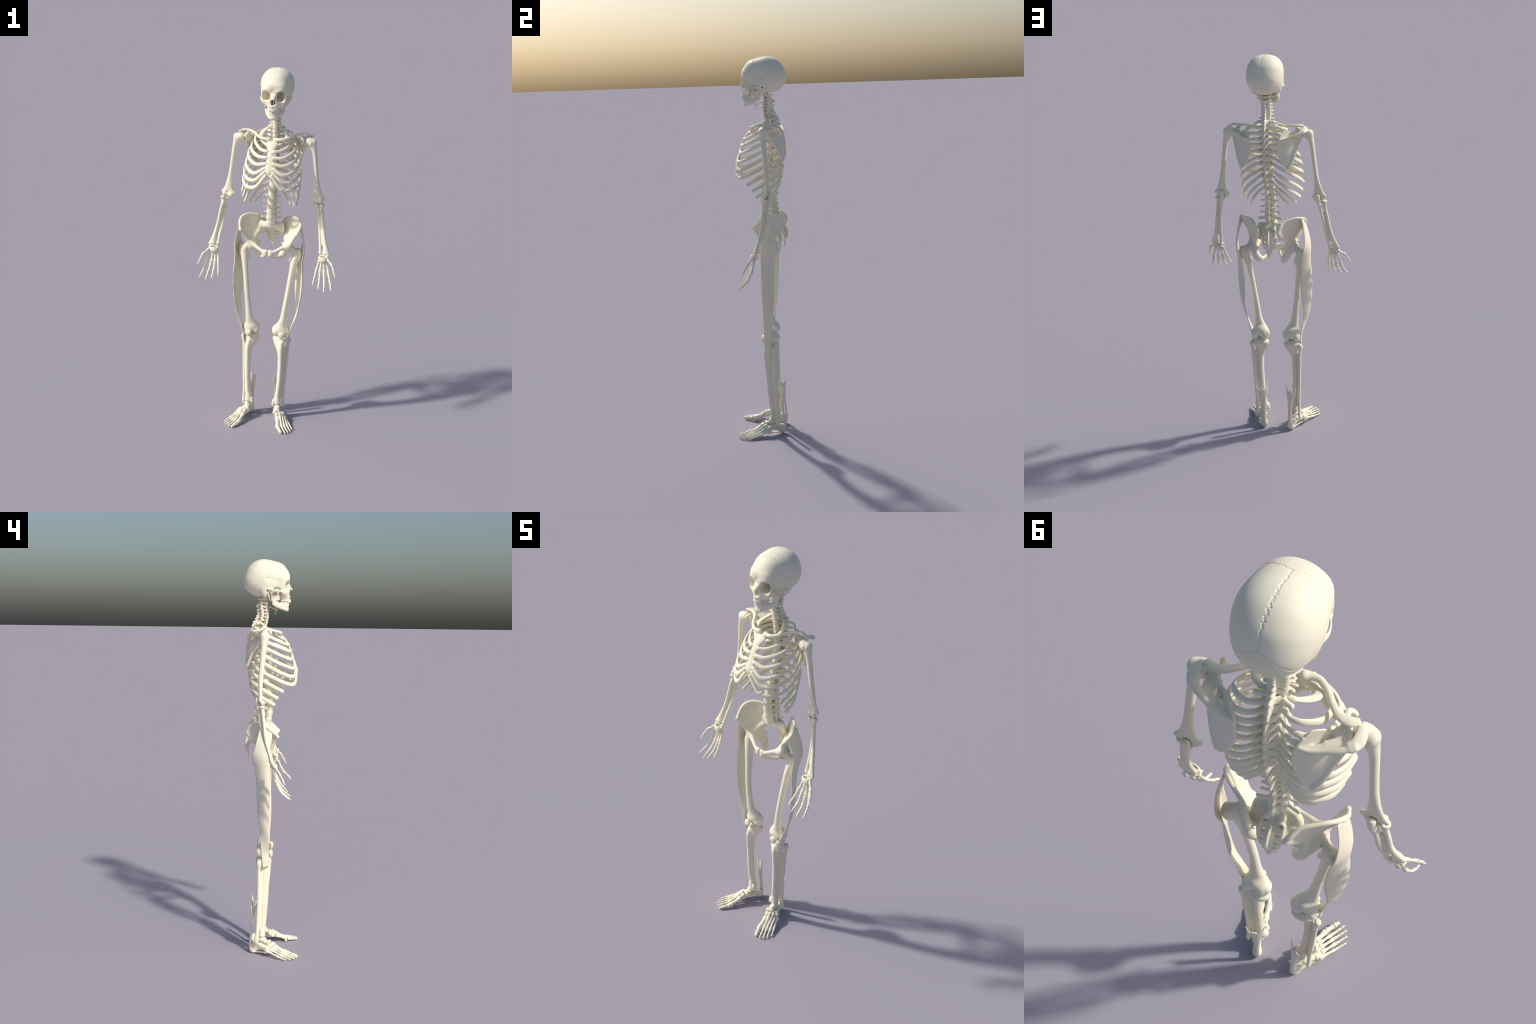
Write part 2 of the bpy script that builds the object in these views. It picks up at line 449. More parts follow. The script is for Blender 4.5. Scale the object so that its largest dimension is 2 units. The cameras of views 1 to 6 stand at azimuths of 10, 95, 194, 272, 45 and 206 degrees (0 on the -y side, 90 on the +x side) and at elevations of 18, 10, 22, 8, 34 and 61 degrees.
# discs
for i in range(len(LEVELS)):
    n, z, yf, hw, hd, hh = LEVELS[i][:6]
    if i + 1 < len(LEVELS):
        n2, z2, yf2, hw2, hd2, hh2 = LEVELS[i + 1][:6]; c2 = V([0, yf2 + hd2, z2])
    else:
        n2, hw2, hd2, hh2 = "s", .025, .019, .008; c2 = V([0, .031, 1.163])
    c1 = V([0, yf + hd, z]); A = unit(c1 - c2)
    g = np.linalg.norm(c1 - c2) - hh - hh2
    mid = c1 - A * (hh + g / 2)
    w = (hw + hw2) / 2; d = (hd + hd2) / 2
    build("intervertebral_disc", [drum(mid, A, (0, 1, 0), w * .985, d * .985, max(g / 2, .001) + .0012, -.02, .0014)], h=.0013, smooth=2)

# sacrum and coccyx
S = [(sweep([(0, .036, 1.160), (0, .068, 1.137), (0, .096, 1.110), (0, .113, 1.084), (0, .118, 1.060), (0, .115, 1.046)],
            [.0165, .0125, .0090, .0074, .0064, .0055], [.030, .046, .043, .036, .027, .016], up=(0, 1, .5), per=6), .006),
     (drum((0, .033, 1.158), (0, -.42, .9), (0, 1, 0), .026, .019, .012, 0, .003), .008)]
for s in (1, -1):
    S += [(sweep([(s * .016, .046, 1.152), (s * .036, .052, 1.150), (s * .054, .058, 1.147)], [.017, .019, .020], [.012, .012, .010], per=4), .010),
          (sweep([(s * .055, .057, 1.160), (s * .0630, .061, 1.135), (s * .0600, .075, 1.113), (s * .050, .092, 1.096)], [.010, .011, .010, .007], [.009, .009, .008, .006], up=(0, 1, .3), per=4), .012),
          (sweep([(s * .026, .066, 1.138), (s * .050, .070, 1.128), (s * .054, .078, 1.112)], [.012, .012, .010], per=3), .012),
          (sweep([(s * .017, .066, 1.172), (s * .021, .084, 1.150)], [.0065, .008], per=2), .006),
          (sweep([(s * .030, .086, 1.140), (s * .032, .106, 1.112), (s * .027, .119, 1.085)], [.0045, .0045, .0035], per=3), .006),
          (ball((s * .012, .118, 1.048), .005), .004)]
S.append((sweep([(0, .098, 1.142), (0, .118, 1.118), (0, .1285, 1.092), (0, .131, 1.070), (0, .124, 1.052)], [.0085, .0090, .0075, .0060, .0045], [.0052, .0050, .0048, .0044, .0040], up=(0, 1, .4), per=5), .008))
cuts = []
for j, (x, y, z) in enumerate([(.023, .086, 1.134), (.0205, .105, 1.111), (.0195, .117, 1.0885), (.0175, .120, 1.0675)]):
    r = [.0050, .0050, .0044, .0032][j]
    for s in (1, -1): cuts.append(sweep([(s * x, y - .05, z - .028), (s * x, y + .05, z + .028)], r, per=1))
cuts.append(sweep([(0, .074, 1.19), (0, .088, 1.150), (0, .108, 1.12)], [.009, .0075, .004], [.011, .009, .005], up=(0, 1, 0), per=3))
build("sacrum", S, h=.0016, cuts=cuts)
build("coccyx", [(ball((0, .1160, 1.0345), (.0130, .0068, .0088)), .004), (ball((0, .1165, 1.0210), (.0098, .0060, .0078)), .004),
                 (sweep([(.004, .115, 1.034), (.0175, .1145, 1.029)], [.0036, .0028], per=1), .003), (sweep([(-.004, .115, 1.034), (-.0175, .1145, 1.029)], [.0036, .0028], per=1), .003),
                 (ball((0, .1145, 1.0095), (.0064, .0052, .0070)), .003)], h=.0014)

# ================================================================== THORAX
RIBS = {
 1: [(.019, .055, 1.687), (.038, .058, 1.685), (.057, .040, 1.671), (.069, .017, 1.656), (.065, -.006, 1.638), (.052, -.026, 1.621), (.031, -.044, 1.611)],
 2: [(.019, .060, 1.664), (.040, .088, 1.664), (.072, .088, 1.663), (.102, .056, 1.646), (.101, .010, 1.620), (.078, -.035, 1.598), (.050, -.064, 1.585), (.021, -.079, 1.582)],
 3: [(.019, .064, 1.639), (.041, .096, 1.637), (.080, .099, 1.632), (.115, .062, 1.612), (.119, .004, 1.587), (.100, -.045, 1.567), (.063, -.080, 1.552), (.021, -.091, 1.551)],
 4: [(.019, .068, 1.612), (.041, .101, 1.610), (.078, .107, 1.608), (.123, .068, 1.585), (.134, .005, 1.553), (.115, -.050, 1.528), (.072, -.090, 1.512), (.022, -.100, 1.521)],
 5: [(.020, .070, 1.584), (.041, .107, 1.585), (.076, .112, 1.584), (.122, .076, 1.555), (.143, .004, 1.512), (.120, -.067, 1.480), (.074, -.108, 1.4685), (.0255, -.1075, 1.496)],
 6: [(.020, .071, 1.553), (.041, .109, 1.555), (.076, .115, 1.548), (.124, .084, 1.517), (.152, .011, 1.476), (.131, -.067, 1.437), (.077, -.109, 1.430), (.024, -.1145, 1.477)],
 7: [(.019, .070, 1.524), (.042, .110, 1.520), (.084, .116, 1.499), (.136, .068, 1.461), (.154, -.011, 1.422), (.127, -.078, 1.393), (.071, -.113, 1.394), (.016, -.120, 1.461)],
 8: [(.019, .067, 1.494), (.040, .108, 1.490), (.072, .120, 1.475), (.116, .097, 1.442), (.147, .030, 1.400), (.148, -.054, 1.356)],
 9: [(.019, .060, 1.462), (.036, .094, 1.451), (.062, .113, 1.438), (.092, .112, 1.419), (.119, .084, 1.391), (.142, .036, 1.358), (.146, -.0275, 1.323)],
 10: [(.019, .052, 1.430), (.034, .088, 1.423), (.057, .107, 1.405), (.088, .105, 1.379), (.113, .081, 1.349), (.134, .041, 1.320), (.138, -.0125, 1.290)],
 11: [(.019, .043, 1.396), (.032, .080, 1.384), (.061, .100, 1.363), (.094, .084, 1.327), (.1255, .021, 1.270)],
 12: [(.019, .033, 1.362), (.028, .065, 1.354), (.051, .081, 1.337), (.075, .080, 1.306), (.0985, .055, 1.269)],
}
def section_up(P, tilt):
    """Rib section: long side roughly vertical, leaning with the chest wall."""
    up = []
    for i in range(len(P)):
        T = unit(P[min(i + 1, len(P) - 1)] - P[max(i - 1, 0)])
        out = unit([P[i][0], P[i][1] - .01, 0]); up.append(unit(V([0, 0, 1]) - tilt * out))
    return V(up)
for k, pts in RIBS.items():
    P = V(pts); m = len(P); C = curve(P, per=4)
    if k == 1:
        build("rib", [(sweep(P[:-1], [.0045, .0042, .0042, .0042, .0042, .0045], [.0055, .0062, .0095, .0105, .0105, .0100], up=(0, -.25, 1), per=5), .003), (ball(P[1], .0062), .003)], h=.0016, pair=True)
        build("costal_cartilage", [sweep([P[-2] + (P[-1] - P[-2]) * .05, P[-1], P[-1] + V([-.006, -.003, -.002])], [.0062, .0068, .006], [.009, .0085, .008], up=(0, -.3, 1), per=4)], h=.0016, pair=True)
        continue
    n = len(C); s = np.linspace(0, 1, n)
    tall = np.interp(s, [0, .08, .18, .4, .8, 1], [.0060, .0056, .0078, .0096, .0098, .0094])
    thick = np.interp(s, [0, .08, .18, .4, .8, 1], [.0052, .0046, .0052, .0046, .0048, .0060])
    if k >= 11: tall = np.interp(s, [0, .1, .4, .8, 1], [.006, .0056, .0082, .0076, .0056]); thick = tall * .56
    if k == 2: tall = tall * .92
    up = section_up(C, .45 if k < 6 else .18)
    if k <= 7:
        cut = {2: .80, 3: .82, 4: .80, 5: .78, 6: .74, 7: .72}[k]; j = int(cut * (n - 1))
        build("rib", [(sweep(C[:j + 1], tall[:j + 1], thick[:j + 1], up=up[:j + 1], per=2), .003), (ball(P[1] + V([0, -.001, 0]), (.006, .006, .0065)), .003)], h=.0017, pair=True)
        cs = [(sweep(C[j:], tall[j:] * np.linspace(1.04, .96, n - j), thick[j:] * np.linspace(1.1, 1.25, n - j), up=up[j:], per=2), .003)]
        if k == 6: cs.append((sweep([C[j + 2] - V([0, 0, .004]), C[j + 2] + V([.004, .004, -.018])], [.004, .003], per=2), .005))
        if k == 7: cs.append((sweep([C[-5], C[-5] + V([.010, .004, .006])], [.006, .0035], per=2), .006))
        build("costal_cartilage", cs, h=.0017, pair=True)
    else:
        b = [(sweep(C, tall, thick, up=up, per=2), .003)]
        if k <= 10: b.append((ball(P[1], (.0058, .0055, .006)), .003))
        build("rib", b, h=.0017, pair=True)

# sternum
st = [(0, -.037, 1.628), (0, -.054, 1.612), (0, -.068, 1.595), (0, -.077, 1.580), (0, -.087, 1.556), (0, -.096, 1.530), (0, -.105, 1.505), (0, -.112, 1.487), (0, -.116, 1.473)]
S = [(sweep(st, [.0070, .0075, .0070, .0062, .0062, .0062, .0065, .0068, .0050], [.021, .0285, .021, .0165, .0165, .0190, .0215, .0215, .012], up=(0, -.93, -.37), per=5), .003)]
for s in (1, -1):
    S += [(ball((s * .019, -.037, 1.630), (.011, .0075, .0065)), .006), (ball((s * .026, -.045, 1.613), (.007, .0065, .008)), .006)]
    for k in range(2, 7):
        S.append((ball(V(RIBS[k][-1]) * V([s * .86, 1, 1]), (.0055, .0062, .0072)), .006))
build("sternum", S, h=.0017, cuts=[ball((0, -.036, 1.640), (.011, .02, .010))], kc=.004)
build("xiphoid_process", [(sweep([(.0035, -.1145, 1.470), (.006, -.1155, 1.460), (.004, -.1155, 1.452)], [.0032, .003, .0022], [.0045, .0036, .0025], up=(0, 1, 0), per=3), .003),
                          (sweep([(-.0035, -.1145, 1.470), (-.004, -.1155, 1.462), (-.006, -.1155, 1.457)], [.0032, .003, .0022], [.0045, .0036, .0025], up=(0, 1, 0), per=3), .003)], h=.0013)

# ================================================================== SHOULDER
build("clavicle", [(sweep([(.0195, -.035, 1.637), (.032, -.038, 1.638), (.055, -.035, 1.641), (.082, -.013, 1.648), (.108, .020, 1.658), (.135, .043, 1.664), (.157, .047, 1.666), (.172, .040, 1.665)],
                          [.0120, .0092, .0080, .0076, .0070, .0062, .0062, .0058], [.0125, .0100, .0086, .0082, .0085, .0112, .0128, .0100], per=6), .003)], h=.0017, pair=True)

spine_base = [(.071, .118, 1.608), (.090, .110, 1.613), (.112, .098, 1.619), (.132, .083, 1.624), (.152, .064, 1.626)]
spine_edge = [(.171, .098, 1.642), (.150, .109, 1.635), (.125, .1165, 1.624), (.098, .121, 1.614)]
S = [(plate([(.092, .091, 1.649), (.080, .106, 1.632), (.071, .118, 1.609), (.067, .123, 1.588), (.0675, .1270, 1.565), (.0725, .129, 1.540), (.087, .1290, 1.502), (.100, .1275, 1.479), (.112, .125, 1.470), (.122, .121, 1.477),
             (.130, .112, 1.500), (.141, .1000, 1.532), (.152, .081, 1.567), (.161, .068, 1.590), (.166, .058, 1.605), (.160, .046, 1.625), (.153, .048, 1.642), (.140, .054, 1.641), (.128, .062, 1.633), (.114, .073, 1.645)], .0026,
            inner=[(.100, .120, 1.540), (.108, .103, 1.590)], edge=.0018), .004),
     (sweep([(.166, .056, 1.607), (.153, .079, 1.571), (.141, .100, 1.533), (.129, .113, 1.500), (.117, .122, 1.479)], [.0080, .0062, .0058, .0060, .0060], [.0080, .0066, .0062, .0070, .0085], per=5), .010),
     (sweep([(.080, .106, 1.632), (.071, .119, 1.609), (.0680, .1262, 1.570), (.0735, .1280, 1.537), (.090, .1280, 1.498), (.110, .1245, 1.475)], .0034, per=4), .005),
     (plate(spine_base + spine_edge, .0030, edge=.002), .008),
     (sweep([(.074, .118, 1.608), (.098, .121, 1.614), (.125, .1165, 1.624), (.150, .109, 1.635), (.171, .098, 1.642), (.186, .087, 1.648)], [.0028, .0038, .0042, .0048, .0052, .0055], [.0042, .0045, .0050, .0062, .0080, .0090], per=5), .006),
     (sweep([(.178, .091, 1.645), (.189, .076, 1.651), (.188, .057, 1.656), (.182, .043, 1.660)], [.0050, .0052, .0050, .0042], [.0130, .0145, .0130, .0085], up=(.25, .35, 1), per=5), .008),
     (sweep([(.126, .090, 1.622), (.150, .072, 1.626), (.164, .066, 1.634)], [.0030, .0034, .0030], [.006, .008, .008], per=3), .010),
     (drum((.1615, .047, 1.622), (.93, -.36, .06), (0, 0, 1), .0135, .0185, .006, 0, .003), .006),
     (sweep([(.140, .058, 1.628), (.156, .050, 1.624)], [.016, .017], [.008, .012], per=3), .012),
     (sweep([(.150, .046, 1.642), (.143, .028, 1.653), (.143, .016, 1.653), (.150, .009, 1.645), (.157, .008, 1.637)], [.0085, .0070, .0066, .0060, .0048], [.0095, .0078, .0072, .0064, .0052], per=5), .008)]
build("scapula", S, h=.0016, cuts=[ball((.1835, .0365, 1.626), .0245)], kc=.002, pair=True)

# ================================================================== ARM
S = [(ball((.185, .036, 1.627), .0232), .004),
     (ball((.2075, .038, 1.626), (.0150, .018, .0190)), .008), (ball((.197, .022, 1.622), (.009, .010, .014)), .006),
     (sweep([(.200, .037, 1.620), (.210, .038, 1.592), (.217, .040, 1.560), (.2245, .045, 1.500), (.232, .050, 1.440), (.2385, .053, 1.390), (.243, .053, 1.352), (.246, .051, 1.325)],
            [.022, .0165, .0135, .0130, .0122, .0108, .0098, .0090], [.022, .0155, .0124, .0114, .0114, .0145, .0205, .0265], up=(0, 1, 0), per=5), .008),
     (sweep([(.228, .050, 1.318), (.214, .048, 1.313)], [.0095, .0075], [.008, .0065], per=2), .010),
     (sweep([(.262, .050, 1.325), (.276, .053, 1.319)], [.012, .0085], [.008, .0065], per=2), .010),
     (ball((.264, .042, 1.308), (.0125, .0120, .0115)), .004),
     (sweep([(.252, .044, 1.305), (.240, .045, 1.304), (.230, .045, 1.302)], [.0100, .0105, .0135], per=3), .004)]
build("humerus", S, h=.0018, pair=True, kc=.004,
      cuts=[ball((.245, .066, 1.322), (.0115, .0125, .0125)), ball((.243, .0385, 1.322), (.007, .006, .006)),
            sweep([(.2035, .012, 1.640), (.2055, .018, 1.595)], [.0035, .002], per=2)])
S = [(drum((.272, .043, 1.2885), (.05, 0, 1), (0, 1, 0), .0128, .0128, .0062, 0, .003), .001),
     (sweep([(.272, .043, 1.286), (.272, .041, 1.270), (.276, .036, 1.240), (.284, .030, 1.195), (.291, .025, 1.150), (.299, .016, 1.110), (.306, .006, 1.075), (.311, -.002, 1.050), (.313, -.006, 1.036)],
            [.0085, .0078, .0085, .0084, .0084, .0086, .0090, .0098, .0108], [.0085, .0078, .0080, .0075, .0078, .0088, .0115, .0160, .0195], up=(0, 1, 0), per=5), .003),
     (ball((.268, .034, 1.258), (.0075, .007, .012)), .006), (ball((.328, -.008, 1.030), (.006, .007, .009)), .006)]
build("radius", S, h=.0017, cuts=[ball((.272, .043, 1.299), (.009, .009, .005)), ball((.310, -.008, 1.021), (.018, .012, .009))], pair=True)
S = [(sweep([(.243, .067, 1.322), (.244, .066, 1.305), (.247, .060, 1.285), (.252, .054, 1.262), (.258, .050, 1.230), (.2635, .045, 1.190), (.2690, .034, 1.140), (.275, .019, 1.095), (.280, .006, 1.060), (.2825, -.002, 1.035)],
            [.0105, .0115, .0130, .0115, .0095, .0085, .0080, .0074, .0074, .0090], [.0115, .0110, .0100, .0090, .0080, .0076, .0072, .0068, .0070, .0095], up=(0, 1, 0), per=5), .003),
     (sweep([(.245, .056, 1.286), (.242, .036, 1.289)], [.0085, .0055], [.0105, .0090], per=2), .006), (ball((.257, .044, 1.283), (.006, .006, .007)), .005),
     (sweep([(.2825, .002, 1.036), (.283, .005, 1.024)], [.0045, .003], per=2), .004)]
build("ulna", S, h=.0017, cuts=[sweep([(.262, .044, 1.304), (.225, .045, 1.302)], [.0128, .0140], per=1)], kc=.002, pair=True)

def sheet(name, A, M, B, th, nv=16, mat=BAND, pair=True, ripple=0., holes=None, jag=None):
    """Membrane lofted through front edge A, middle M, rear edge B (rows top to bottom), with real thickness."""
    A, M, B = [curve(q, per=6) for q in (A, M, B)]
    n = len(A); g = np.zeros((n, nv + 1, 3))
    for j in range(nv + 1):
        t = j / nv
        w = (2 * (t - .5) * (t - 1), 4 * t * (1 - t), 2 * t * (t - .5))
        g[:, j] = w[0] * A + w[1] * M + w[2] * B
    if jag is not None:
        for j in range(nv + 1):
            e = jag(j / nv); rowf = np.linspace(e, n - 1, n); i0 = np.minimum(rowf.astype(int), n - 2); f = (rowf - i0)[:, None]
            col = g[:, j].copy()
            ext = rowf < 0
            g[:, j] = np.where(ext[:, None], col[0] + rowf[:, None] * (col[1] - col[0]), col[np.maximum(i0, 0)] * (1 - f) + col[np.minimum(np.maximum(i0, 0) + 1, n - 1)] * f)
    du = np.gradient(g, axis=0); dv = np.gradient(g, axis=1)
    N = np.cross(du, dv); N /= np.linalg.norm(N, axis=2, keepdims=True) + 1e-12
    tt = np.full((n, nv + 1), th); tt[:, 0] *= .45; tt[:, -1] *= .45
    if ripple:
        v = np.linspace(0, 1, nv + 1)[None]; s = np.linspace(0, 1, n)[:, None]
        wob = np.sin(v * 41 + 3 * np.sin(s * 9)) * .5 + np.sin(v * 23 - 4 * s) * .5
        g = g + N * (ripple * wob * np.sin(np.pi * v))[..., None]
    top, bot = g + N * tt[..., None], g - N * tt[..., None]
    X = np.vstack([top.reshape(-1, 3), bot.reshape(-1, 3)]); k = nv + 1; F = []
    o = n * k
    keep = np.ones((n - 1, nv), bool)
    if holes is not None:
        for i in range(n - 1):
            for j in range(nv):
                if holes(i / (n - 1), (j + .5) / nv): keep[i, j] = False
    K = np.zeros((n + 1, nv + 2), bool); K[1:-1, 1:-1] = keep
    for i in range(n - 1):
        for j in range(nv):
            if not keep[i, j]: continue
            a, b, c, d = i * k + j, i * k + j + 1, (i + 1) * k + j + 1, (i + 1) * k + j
            F.append((a, d, c, b)); F.append((a + o, b + o, c + o, d + o))
            if not K[i, j + 1]: F.append((a, b, b + o, a + o))
            if not K[i + 2, j + 1]: F.append((c, d, d + o, c + o))
            if not K[i + 1, j]: F.append((d, a, a + o, d + o))
            if not K[i + 1, j + 2]: F.append((b, c, c + o, b + o))
    F = V(F); used = np.unique(F); remap = np.zeros(len(X), int); remap[used] = np.arange(len(used))
    # outward check: top normal must agree with N
    a, b, c = X[F[0][0]], X[F[0][1]], X[F[0][2]]
    if np.cross(b - a, c - a) @ N[0, 0] < 0: F = F[:, ::-1]
    return place(name, X[used], remap[F], mat, None, pair)

sheet("interosseous_membrane", [(.281, .031, 1.230), (.287, .026, 1.17), (.294, .018, 1.12), (.301, .008, 1.075)],
      [(.270, .036, 1.236), (.276, .033, 1.17), (.282, .022, 1.12), (.290, .009, 1.070)],
      [(.260, .045, 1.220), (.266, .040, 1.17), (.272, .029, 1.12), (.280, .009, 1.070)], .0014, 8)

# ================================================================== HAND
def long_bone(name, a, b, r0, rs, r1, flat=.88, up=(0, 1, 0), h=.0012, sag=.0):
    """Small tubular bone: flared base, waisted shaft, rounded head."""
    a, b = V(a, float), V(b, float); T = unit(b - a)
    prof = [(0, r0 * .96), (.10, r0), (.30, (r0 + rs * 1.6) / 2.6), (.55, rs), (.75, (rs * 1.3 + r1) / 2.3), (.90, r1), (1, r1 * .86)]
    build(name, [shaft(a + T * .0004, b - T * .0004, up, prof, flat, min(r1, r0) * .42, sag)], h=h, pair=True, smooth=2)

PALM = (.15, 1, .25)
long_bone("metacarpal", (.326, -.023, 1.007), (.356, -.044, .982), .0082, .0054, .0074, up=PALM)
long_bone("hand_phalanx", (.356, -.044, .982), (.367, -.060, .954), .0076, .0046, .0060, up=PALM)
long_bone("hand_phalanx", (.367, -.060, .954), (.378, -.073, .926), .0066, .0038, .0030, up=PALM)
FINGERS = [
 ((.318, -.016, 1.000), (.337, -.031, .930), (.350, -.052, .891), (.357, -.073, .872), (.361, -.093, .859), 1.0),
 ((.304, -.016, .999), (.3125, -.031, .930), (.320, -.058, .887), (.323, -.084, .864), (.325, -.101, .849), 1.0),
 ((.2925, -.015, .998), (.290, -.034, .935), (.292, -.058, .893), (.292, -.085, .872), (.293, -.0995, .861), .94),
 ((.281, -.016, .999), (.270, -.036, .945), (.265, -.057, .909), (.261, -.076, .889), (.260, -.086, .876), .88)]
for f in FINGERS:
    q = f[5]
    long_bone("metacarpal", f[0], f[1], .0082 * q, .0050 * q, .0086 * q, up=PALM, sag=.0015)
    long_bone("hand_phalanx", f[1], f[2], .0080 * q, .0052 * q, .0066 * q, up=PALM)
    long_bone("hand_phalanx", f[2], f[3], .0068 * q, .0044 * q, .0056 * q, up=PALM)
    long_bone("hand_phalanx", f[3], f[4], .0056 * q, .0034 * q, .0036 * q, up=PALM, h=.001)
for nm, c, r in [("scaphoid", (.319, -.012, 1.021), (.0100, .0092, .0090)), ("lunate", (.3045, -.008, 1.023), (.0085, .0100, .0085)), ("triquetrum", (.288, -.008, 1.019), (.0095, .0090, .0078)),
                 ("pisiform", (.2800, -.020, 1.013), (.0066, .0068, .0085)), ("trapezium", (.3240, -.020, 1.010), (.0090, .0085, .0080)), ("trapezoid", (.3145, -.012, 1.007), (.0070, .0085, .0076)),
                 ("capitate", (.3035, -.010, 1.007), (.0080, .0100, .0105)), ("hamate", (.2890, -.011, 1.006), (.0092, .0098, .0086))]:
    sub = [(ball(c, r), .004)]
    if nm == "hamate": sub.append((sweep([V(c), V(c) + V([-.002, -.014, -.001])], [.005, .0042], per=2), .004))
    if nm == "scaphoid": sub.append((ball(V(c) + V([.004, -.006, -.003]), .006), .004))
    build("carpal_bone", sub, h=.0012, pair=True)
sheet("carpal_ligament", [(.2775, -.022, 1.017), (.2790, -.025, 1.008), (.2800, -.026, .997)], [(.298, -.030, 1.019), (.299, -.034, 1.008), (.300, -.034, .994)],
      [(.321, -.025, 1.018), (.321, -.028, 1.008), (.319, -.028, .998)], .0022, 14, BONE)

# ================================================================== PELVIS
crest = [(.154, -.034, 1.133), (.163, -.013, 1.153), (.166, .005, 1.168), (.163, .023, 1.184), (.151, .042, 1.195), (.132, .060, 1.201), (.104, .079, 1.197), (.078, .096, 1.188), (.061, .117, 1.168), (.050, .127, 1.148)]
S = [(plate(crest + [(.049, .114, 1.120), (.058, .102, 1.102), (.068, .088, 1.096), (.080, .062, 1.075), (.094, .032, 1.058), (.112, .008, 1.062), (.124, -.002, 1.080), (.137, -.018, 1.105)],
            .0040, inner=[(.122, .048, 1.135), (.092, .078, 1.145)], edge=.003), .006),
     (sweep(crest, [.0062, .0062, .0078, .0085, .0070, .0062, .0060, .0066, .0078, .0070], per=5), .006),
     (sweep([(.053, .118, 1.135), (.062, .098, 1.110), (.076, .076, 1.098), (.088, .050, 1.080), (.098, .030, 1.064)], [.0070, .0085, .0110, .0140, .0170], [.0065, .0080, .0100, .0125, .0150], per=5), .018),
     (sweep([(.153, -.031, 1.131), (.138, -.018, 1.105), (.125, -.004, 1.080), (.113, .006, 1.062)], [.0066, .0052, .0090, .0130], per=5), .010),
     (ball((.101, .026, 1.043), (.030, .032, .033)), .014),
     (sweep([(.100, .010, 1.050), (.078, -.001, 1.043), (.055, -.012, 1.032), (.032, -.021, 1.021), (.012, -.025, 1.016)], [.0180, .0125, .0098, .0092, .0125], [.0170, .0115, .0092, .0082, .0080], per=5), .012),
     (sweep([(.0100, -.023, 1.023), (.0120, -.024, 1.003)], [.0090, .0085], [.0066, .0068], per=2), .010),
     (sweep([(.034, -.018, 1.010), (.018, -.024, 1.008)], [.0060, .0100], [.0045, .0060], per=2), .010),
     (sweep([(.098, .048, 1.030), (.084, .068, 1.010), (.073, .076, .994), (.066, .071, .983)], [.0210, .0185, .0175, .0160], [.0200, .0175, .0190, .0185], up=(0, 1, 0), per=5), .014),
     (sweep([(.060, .070, .978), (.049, .046, .973), (.036, .016, .979), (.024, -.009, .990), (.014, -.024, 1.002)], [.0150, .0098, .0080, .0080, .0090], [.0120, .0075, .0058, .0058, .0066], per=5), .012),
     (sweep([(.076, .072, 1.040), (.057, .083, 1.045)], [.0140, .0030], [.0070, .0030], per=3), .010),
     (sweep([(.084, .060, 1.070), (.079, .070, 1.040), (.077, .074, 1.010)], [.0130, .0130, .0140], [.0095, .0090, .0110], up=(0, 1, 0), per=4), .012)]
build("hip_bone", S, h=.002, cuts=[ball((.106, .024, 1.043), .0272), ball((.122, .030, 1.039), (.020, .022, .020))], kc=.003, pair=True)

# ================================================================== LEG
S = [(ball((.105, .024, 1.043), .0258), .002),
     (sweep([(.106, .025, 1.043), (.124, .034, 1.030), (.142, .042, 1.012)], [.0190, .0165, .0200], [.0175, .0135, .0160], per=4), .008),
     (sweep([(.158, .047, 1.020), (.160, .050, 1.000), (.155, .047, .975)], [.0140, .0170, .0160], [.0130, .0145, .0150], up=(0, 1, 0), per=4), .012),
     (ball((.153, .060, 1.022), (.010, .010, .011)), .008),
     (sweep([(.130, .046, .998), (.119, .045, .970), (.1165, .042, .958), (.126, .030, .930)], [.0080, .0085, .0085, .0070], per=4), .016),
     (sweep([(.148, .040, .995), (.138, .031, .955), (.131, .025, .910), (.125, .021, .862), (.115, .015, .775), (.105, .014, .696), (.0975, .0185, .626), (.091, .024, .592), (.085, .030, .565)],
            [.0190, .0180, .0160, .0152, .0150, .0152, .0165, .0185, .0220], [.0200, .0180, .0156, .0148, .0145, .0152, .0190, .0260, .0360], up=(0, 1, 0), per=5), .008),
     (ball((.108, .044, .541), (.0205, .0280, .0280), [[.97, -.24, 0], [.24, .97, 0], [0, 0, 1]]), .008),
     (ball((.058, .042, .541), (.0215, .0290, .0290), [[.97, -.24, 0], [.24, .97, 0], [0, 0, 1]]), .008),
     (ball((.043, .044, .551), (.0080, .0130, .0150)), .008), (ball((.122, .042, .550), (.0080, .0130, .0150)), .010),
     (ball((.090, .022, .550), (.0310, .0140, .0240)), .014), (ball((.083, .040, .562), (.0340, .0260, .0240)), .014)]
build("femur", S, h=.0022, kc=.006, pair=True, cuts=[sweep([(.090, .088, .524), (.084, .058, .519), (.082, .03, .506)], [.024, .0170, .007], [.0120, .0105, .0080], per=4),
      sweep([(.098, -.004, .560), (.095, -.004, .53), (.092, .006, .505)], [.0085, .008, .006], per=3)])
build("patella", [(ball((.0945, -.004, .534), (.0200, .0098, .0165), [[.97, .24, 0], [-.24, .97, 0], [0, 0, 1]]), .004), (ball((.094, -.003, .519), (.010, .0075, .0110)), .012)], h=.0017, pair=True)
